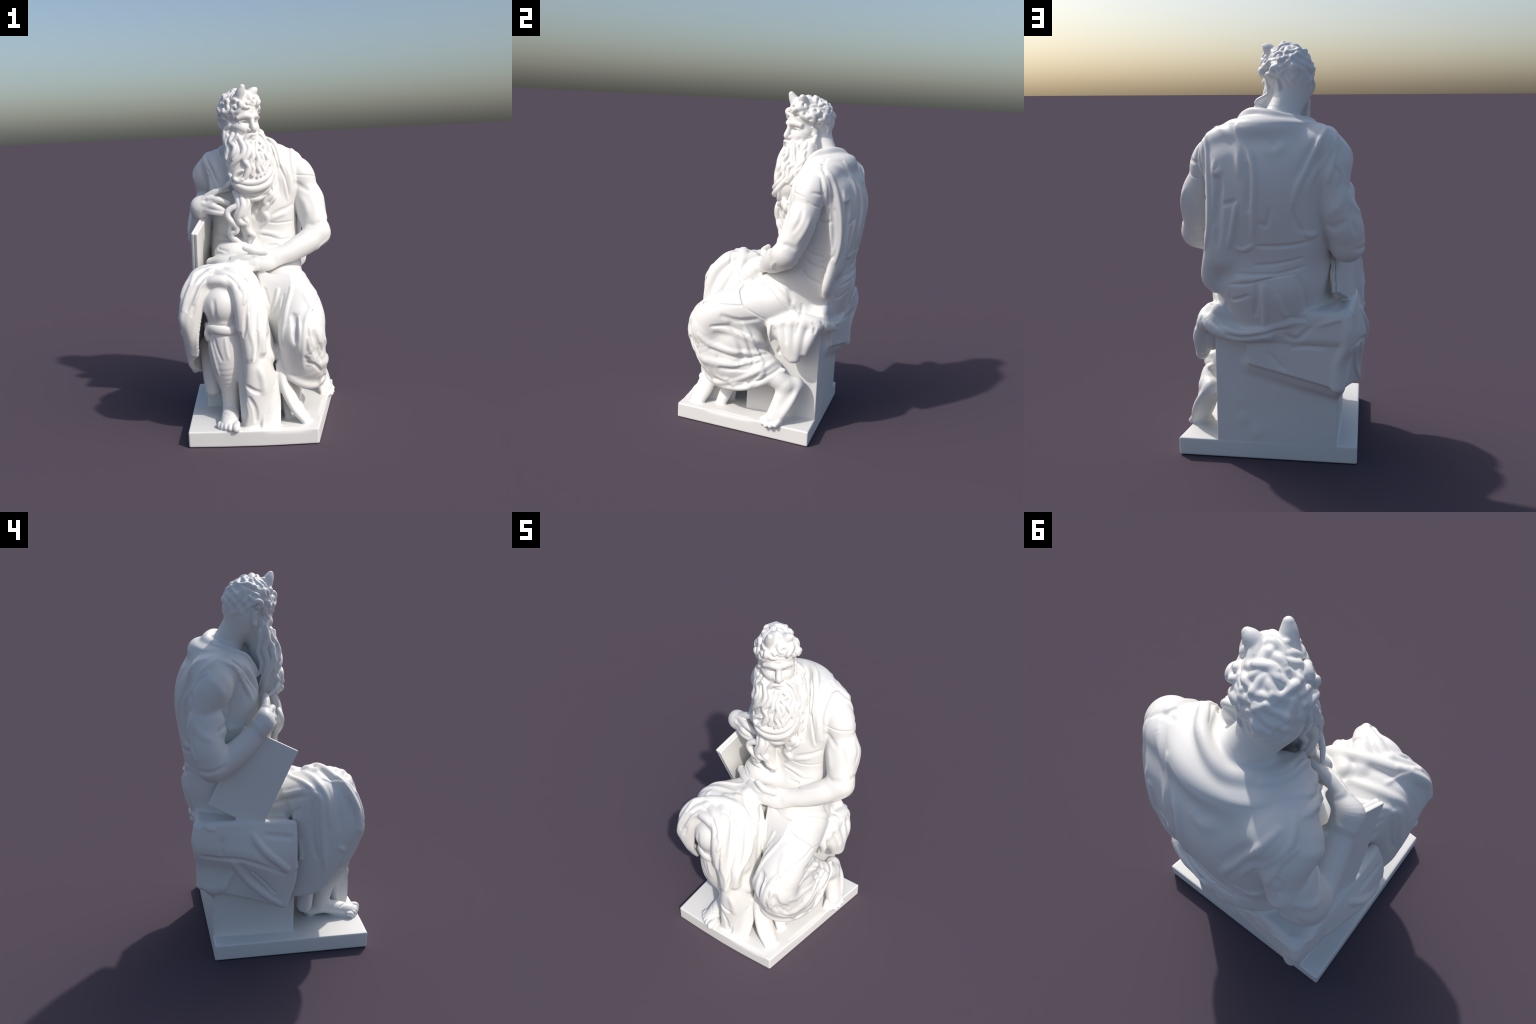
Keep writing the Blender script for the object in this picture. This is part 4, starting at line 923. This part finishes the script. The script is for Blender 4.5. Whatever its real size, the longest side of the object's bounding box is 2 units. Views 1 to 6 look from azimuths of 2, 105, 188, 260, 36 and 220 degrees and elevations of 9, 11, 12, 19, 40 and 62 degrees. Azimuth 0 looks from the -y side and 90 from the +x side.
F.stroke([(0.006, 0.483, 0.917), (0.001, 0.47, 0.809), (0.01, 0.438, 0.692)], 0.014, 0.019)
F.stroke([(-0.145, 0.472, 0.957), (-0.176, 0.461, 0.878), (-0.185, 0.43, 0.778)], 0.014, -0.012)
F.stroke([(-0.058, 0.487, 0.868), (-0.074, 0.469, 0.798), (-0.098, 0.452, 0.754)], 0.012, 0.011)
F.stroke([(-0.098, 0.452, 0.754), (-0.141, 0.439, 0.745), (-0.186, 0.439, 0.747)], 0.012, -0.012)
F.stroke([(0.203, 0.384, 0.799), (0.178, 0.398, 0.736), (0.126, 0.413, 0.68)], 0.012, -0.012)
F.stroke([(0.303, 0.337, 0.734), (0.207, 0.406, 0.685), (0.122, 0.432, 0.666), (0.015, 0.441, 0.683), (-0.096, 0.44, 0.717), (-0.18, 0.439, 0.737)], 0.016, 0.019)
F.stroke([(0.202, 0.432, 0.656), (0.121, 0.441, 0.645), (0.014, 0.448, 0.665), (-0.095, 0.435, 0.695)], 0.01, -0.019)
F.stroke([(-0.081, 0.43, 0.66), (-0.141, 0.433, 0.646), (-0.213, 0.442, 0.712)], 0.014, -0.019)
F.stroke([(-0.232, 0.444, 0.714), (-0.328, 0.454, 0.75), (-0.399, 0.343, 0.754)], 0.012, 0.011)
F.stroke([(-0.106, 0.416, 0.595), (-0.178, 0.422, 0.607), (-0.276, 0.431, 0.607)], 0.01, -0.016)
F.stroke([(0.008, 0.405, 0.573), (-0.045, 0.41, 0.522), (-0.085, 0.414, 0.483)], 0.014, -0.007)
# bundle of cloth at the left
F.stroke([(0.352, 0.094, 0.647), (0.344, 0.096, 0.574), (0.249, 0.117, 0.459)], 0.014, -0.034)
F.stroke([(0.361, 0.245, 0.7), (0.367, 0.24, 0.67), (0.374, 0.232, 0.64)], 0.009, -0.016)
F.stroke([(0.352, 0.323, 0.708), (0.357, 0.34, 0.688), (0.364, 0.337, 0.651)], 0.01, -0.014)
F.stroke([(0.327, 0.363, 0.718), (0.319, 0.386, 0.691), (0.263, 0.363, 0.626)], 0.012, -0.012)
F.stroke([(0.355, 0.155, 0.687), (0.372, 0.171, 0.631), (0.387, 0.185, 0.575)], 0.01, -0.014)
# long folds that sweep round the left shin
F.stroke([(0.373, -0.107, 0.699), (0.373, 0.04, 0.442), (0.378, 0.018, 0.327), (0.379, -0.109, 0.294), (0.378, -0.248, 0.327)], 0.013, 0.02)
F.stroke([(0.382, -0.173, 0.677), (0.384, -0.079, 0.508), (0.386, -0.113, 0.428), (0.39, -0.242, 0.449)], 0.02, -0.022)
F.stroke([(0.362, -0.101, 0.645), (0.374, -0.011, 0.453), (0.386, -0.054, 0.386), (0.398, -0.211, 0.392)], 0.011, -0.012)
F.stroke([(0.297, -0.416, 0.67), (0.303, -0.442, 0.602), (0.3, -0.414, 0.463), (0.337, -0.374, 0.41)], 0.012, 0.014)
F.stroke([(0.32, -0.426, 0.63), (0.34, -0.417, 0.538), (0.363, -0.347, 0.413)], 0.016, -0.012)
F.stroke([(0.297, -0.437, 0.628), (0.319, -0.434, 0.552), (0.337, -0.397, 0.481)], 0.028, -0.012)
F.stroke([(0.215, -0.394, 0.709), (0.217, -0.432, 0.644), (0.219, -0.448, 0.575)], 0.022, -0.022)
F.stroke([(0.277, -0.262, 0.804), (0.309, -0.346, 0.754), (0.343, -0.363, 0.711)], 0.02, 0.01)
# muscles of the arms, hem of the sleeve
F.stroke([(0.389, 0.257, 1.407), (0.379, 0.288, 1.387), (0.329, 0.322, 1.366)], 0.007, -0.009, sharp=True)
F.stroke([(0.257, 0.156, 1.452), (0.318, 0.165, 1.446), (0.391, 0.244, 1.426)], 0.007, -0.009, sharp=True)
F.stroke([(0.261, 0.153, 1.404), (0.3, 0.157, 1.376), (0.343, 0.146, 1.349)], 0.018, -0.009)
F.stroke([(0.29, 0.145, 1.322), (0.317, 0.122, 1.264), (0.329, 0.11, 1.205)], 0.022, 0.008)
F.stroke([(0.327, 0.099, 1.151), (0.37, 0.084, 1.151), (0.408, 0.099, 1.166)], 0.018, -0.009)
F.stroke([(0.372, 0.154, 1.34), (0.4, 0.148, 1.287), (0.418, 0.131, 1.214)], 0.016, -0.007)
F.stroke([(0.338, 0.052, 1.109), (0.263, 0.018, 1.08), (0.19, -0.007, 1.05)], 0.022, 0.008)
F.stroke([(0.41, 0.239, 1.365), (0.437, 0.235, 1.305), (0.442, 0.197, 1.231)], 0.016, -0.008)
F.stroke([(0.407, 0.284, 1.32), (0.429, 0.265, 1.25), (0.44, 0.222, 1.169)], 0.018, 0.008)
F.stroke([(0.447, 0.144, 1.163), (0.452, 0.182, 1.16), (0.44, 0.216, 1.14)], 0.016, -0.008)
F.stroke([(0.453, 0.114, 1.067), (0.395, 0.079, 1.023), (0.372, 0.089, 0.997)], 0.012, 0.008)
F.stroke([(-0.276, 0.274, 1.378), (-0.275, 0.286, 1.31), (-0.397, 0.352, 1.255)], 0.012, -0.014)
F.stroke([(-0.372, 0.43, 1.346), (-0.376, 0.381, 1.349), (-0.278, 0.293, 1.363)], 0.022, -0.01)
F.stroke([(-0.345, 0.389, 1.527), (-0.376, 0.338, 1.483), (-0.365, 0.305, 1.43)], 0.025, 0.006)
F.stroke([(-0.371, 0.454, 1.302), (-0.403, 0.427, 1.259), (-0.419, 0.379, 1.23)], 0.022, 0.008)
F.stroke([(-0.389, 0.338, 1.252), (-0.262, 0.232, 1.245), (-0.217, 0.147, 1.27)], 0.02, 0.008)
F.stroke([(-0.393, 0.44, 1.073), (-0.443, 0.379, 1.077), (-0.425, 0.296, 1.106)], 0.014, -0.009)
F.stroke([(-0.274, 0.457, 1.191), (-0.308, 0.473, 1.175), (-0.359, 0.479, 1.209)], 0.02, -0.009)
F.stroke([(-0.356, 0.453, 1.347), (-0.339, 0.479, 1.286), (-0.282, 0.473, 1.226)], 0.025, 0.008)
F.stroke([(-0.382, 0.45, 1.283), (-0.387, 0.465, 1.207), (-0.41, 0.448, 1.139)], 0.014, -0.009)
F.stroke([(0.382, 0.274, 1.455), (0.35, 0.32, 1.445), (0.328, 0.335, 1.447)], 0.01, -0.008)
# hands: tendons and gaps
F.stroke([(-0.307, 0.064, 1.341), (-0.262, 0.053, 1.347), (-0.232, 0.043, 1.351)], 0.009, 0.005)
F.stroke([(-0.308, 0.046, 1.306), (-0.263, 0.038, 1.312), (-0.226, 0.032, 1.311)], 0.009, 0.005)
F.stroke([(-0.307, 0.054, 1.328), (-0.269, 0.04, 1.329), (-0.231, 0.026, 1.332)], 0.009, -0.005)
F.stroke([(-0.033, -0.095, 0.993), (0.013, -0.093, 0.991), (0.058, -0.089, 0.973)], 0.01, -0.004)
# deep undercuts in the drapery
F.tube([(-0.038, -0.463, 0.809, 0.004), (-0.045, -0.478, 0.74, 0.01), (-0.053, -0.477, 0.667, 0.01), (-0.065, -0.47, 0.618, 0.004)], CLOAK, 0.008, cut=True)
F.tube([(0.011, -0.436, 0.632, 0.004), (0.005, -0.447, 0.568, 0.01), (-0.004, -0.463, 0.513, 0.009), (-0.013, -0.468, 0.482, 0.004)], CLOAK, 0.008, cut=True)
F.tube([(0.005, -0.377, 0.788, 0.003), (0.01, -0.409, 0.721, 0.007), (0.006, -0.428, 0.667, 0.004)], CLOAK, 0.008, cut=True)
F.tube([(0.352, 0.086, 0.654, 0.006), (0.347, 0.096, 0.583, 0.014), (0.248, 0.108, 0.474, 0.01)], CLOAK, 0.01, cut=True)
F.tube([(-0.427, 0.163, 0.519, 0.004), (-0.422, 0.103, 0.457, 0.007), (-0.42, 0.042, 0.388, 0.005)], CLOAK, 0.01, cut=True)


# ---- the two tablets -------------------------------------------------------------
TE1, TE2 = unit((-0.07, 0.42, -0.905)), unit((0.225, 0.86, 0.44))
TE2 = unit(TE2 - TE1 * (TE1 @ TE2))
TN = np.cross(TE2, TE1)
TN = TN if TN[0] > 0 else -TN
TO = (-0.368, -0.068, 1.147)
TAX = (TE1, TE2, TN) if np.linalg.det(np.array([TE1, TE2, TN])) > 0 else (TE1, TE2, TN)
F.prism([(0, 0), (0.445, 0.0), (0.445, 0.30), (0, 0.30)], 0.0, 0.0165, TAB_A, 0.0, r=0.003, axes=TAX, origin=TO)
F.prism([(0.002, 0.002), (0.445, 0.002), (0.445, 0.30), (0.002, 0.30)], 0.0195, 0.038, TAB_B, 0.0, r=0.003, axes=TAX, origin=TO)
F.prism([(0.006, 0.006), (0.44, 0.006), (0.44, 0.29), (0.006, 0.29)], 0.01, 0.025, TAB_B, 0.0, r=0.001, axes=TAX, origin=TO)
F.prism([(0.40, 0.0), (0.52, 0.0), (0.52, 0.14), (0.40, 0.14)], 0.0, 0.045, THRONE, 0.0, r=0.003, axes=TAX, origin=TO)


# ---- weathering: shallow unevenness of the block, chips along the slab ----------------
rng = np.random.default_rng(5)
for i in range(34):
    F.dab((rng.uniform(-0.30, 0.24), 0.356, rng.uniform(0.10, 0.60)), rng.uniform(0.02, 0.05), rng.choice((-1, 1)) * rng.uniform(0.001, 0.003))
for i in range(14):
    a = rng.uniform()
    x, y = ((-0.38 + 0.80 * a, 0.352) if i < 6 else (-0.38 + 0.68 * a, -0.495) if i < 10 else (0.33 + 0.115 * a, -0.45 + 0.77 * a))
    F.dab((x, y, rng.choice((0.004, 0.086))), rng.uniform(0.008, 0.014), -rng.uniform(0.003, 0.007))
F.stroke([(0.02, -0.495, 0.092), (0.16, -0.49, 0.092), (0.30, -0.482, 0.092)], 0.018, -0.008)
F.stroke([(0.345, -0.32, 0.092), (0.375, -0.13, 0.092), (0.40, 0.02, 0.092)], 0.018, -0.007)

# ======================================================================
#  Mesh, parts, material
# ======================================================================
def marble():
    m = bpy.data.materials.new("white_marble")
    m.use_nodes = True
    nt = m.node_tree
    b = nt.nodes["Principled BSDF"]
    tc = nt.nodes.new("ShaderNodeTexCoord")
    no = nt.nodes.new("ShaderNodeTexNoise")
    no.inputs["Scale"].default_value = 3.0
    no.inputs["Detail"].default_value = 5.0
    ramp = nt.nodes.new("ShaderNodeValToRGB")
    ramp.color_ramp.elements[0].position, ramp.color_ramp.elements[1].position = 0.3, 0.7
    ramp.color_ramp.elements[0].color = (0.765, 0.758, 0.735, 1)
    ramp.color_ramp.elements[1].color = (0.785, 0.778, 0.756, 1)
    nt.links.new(tc.outputs["Object"], no.inputs["Vector"])
    nt.links.new(no.outputs["Fac"], ramp.inputs["Fac"])
    nt.links.new(ramp.outputs["Color"], b.inputs["Base Color"])
    b.inputs["Roughness"].default_value = 0.5
    b.inputs["IOR"].default_value = 1.45
    return m


F.even_out()
V, Q, LAB, N = surface(F)
# the cape of the robe covers the back of the trunk
LAB[(LAB == TORSO) & (V[:, 1] > 0.33) & (V[:, 2] > 0.86)] = ROBE
votes = LAB[Q]
face_label = np.where(votes[:, 0] == votes[:, 2], votes[:, 0], votes[:, 1])
MAT = marble()
root = bpy.data.objects.new("seated_statue", None)
bpy.context.scene.collection.objects.link(root)
root["label"] = "white marble seated bearded man with horns, robe and tablets"
root["category"] = "statue"
for li, name in enumerate(PARTS):
    q = Q[face_label == li]
    if not len(q):
        continue
    used, inv = np.unique(q, return_inverse=True)
    q = inv.reshape(-1, 4)
    me = bpy.data.meshes.new(name.split("#")[0])
    me.vertices.add(len(used))
    me.vertices.foreach_set("co", V[used].astype(np.float32).ravel())
    me.loops.add(len(q) * 4)
    me.loops.foreach_set("vertex_index", q.astype(np.int32).ravel())
    me.polygons.add(len(q))
    me.polygons.foreach_set("loop_start", np.arange(0, len(q) * 4, 4, dtype=np.int32))
    me.update(calc_edges=True)
    me.validate()
    me.polygons.foreach_set("use_smooth", np.ones(len(me.polygons), bool))
    me.normals_split_custom_set_from_vertices(N[used].astype(np.float32))
    me.materials.append(MAT)
    ob = bpy.data.objects.new(name.split("#")[0], me)
    bpy.context.scene.collection.objects.link(ob)
    ob.parent = root
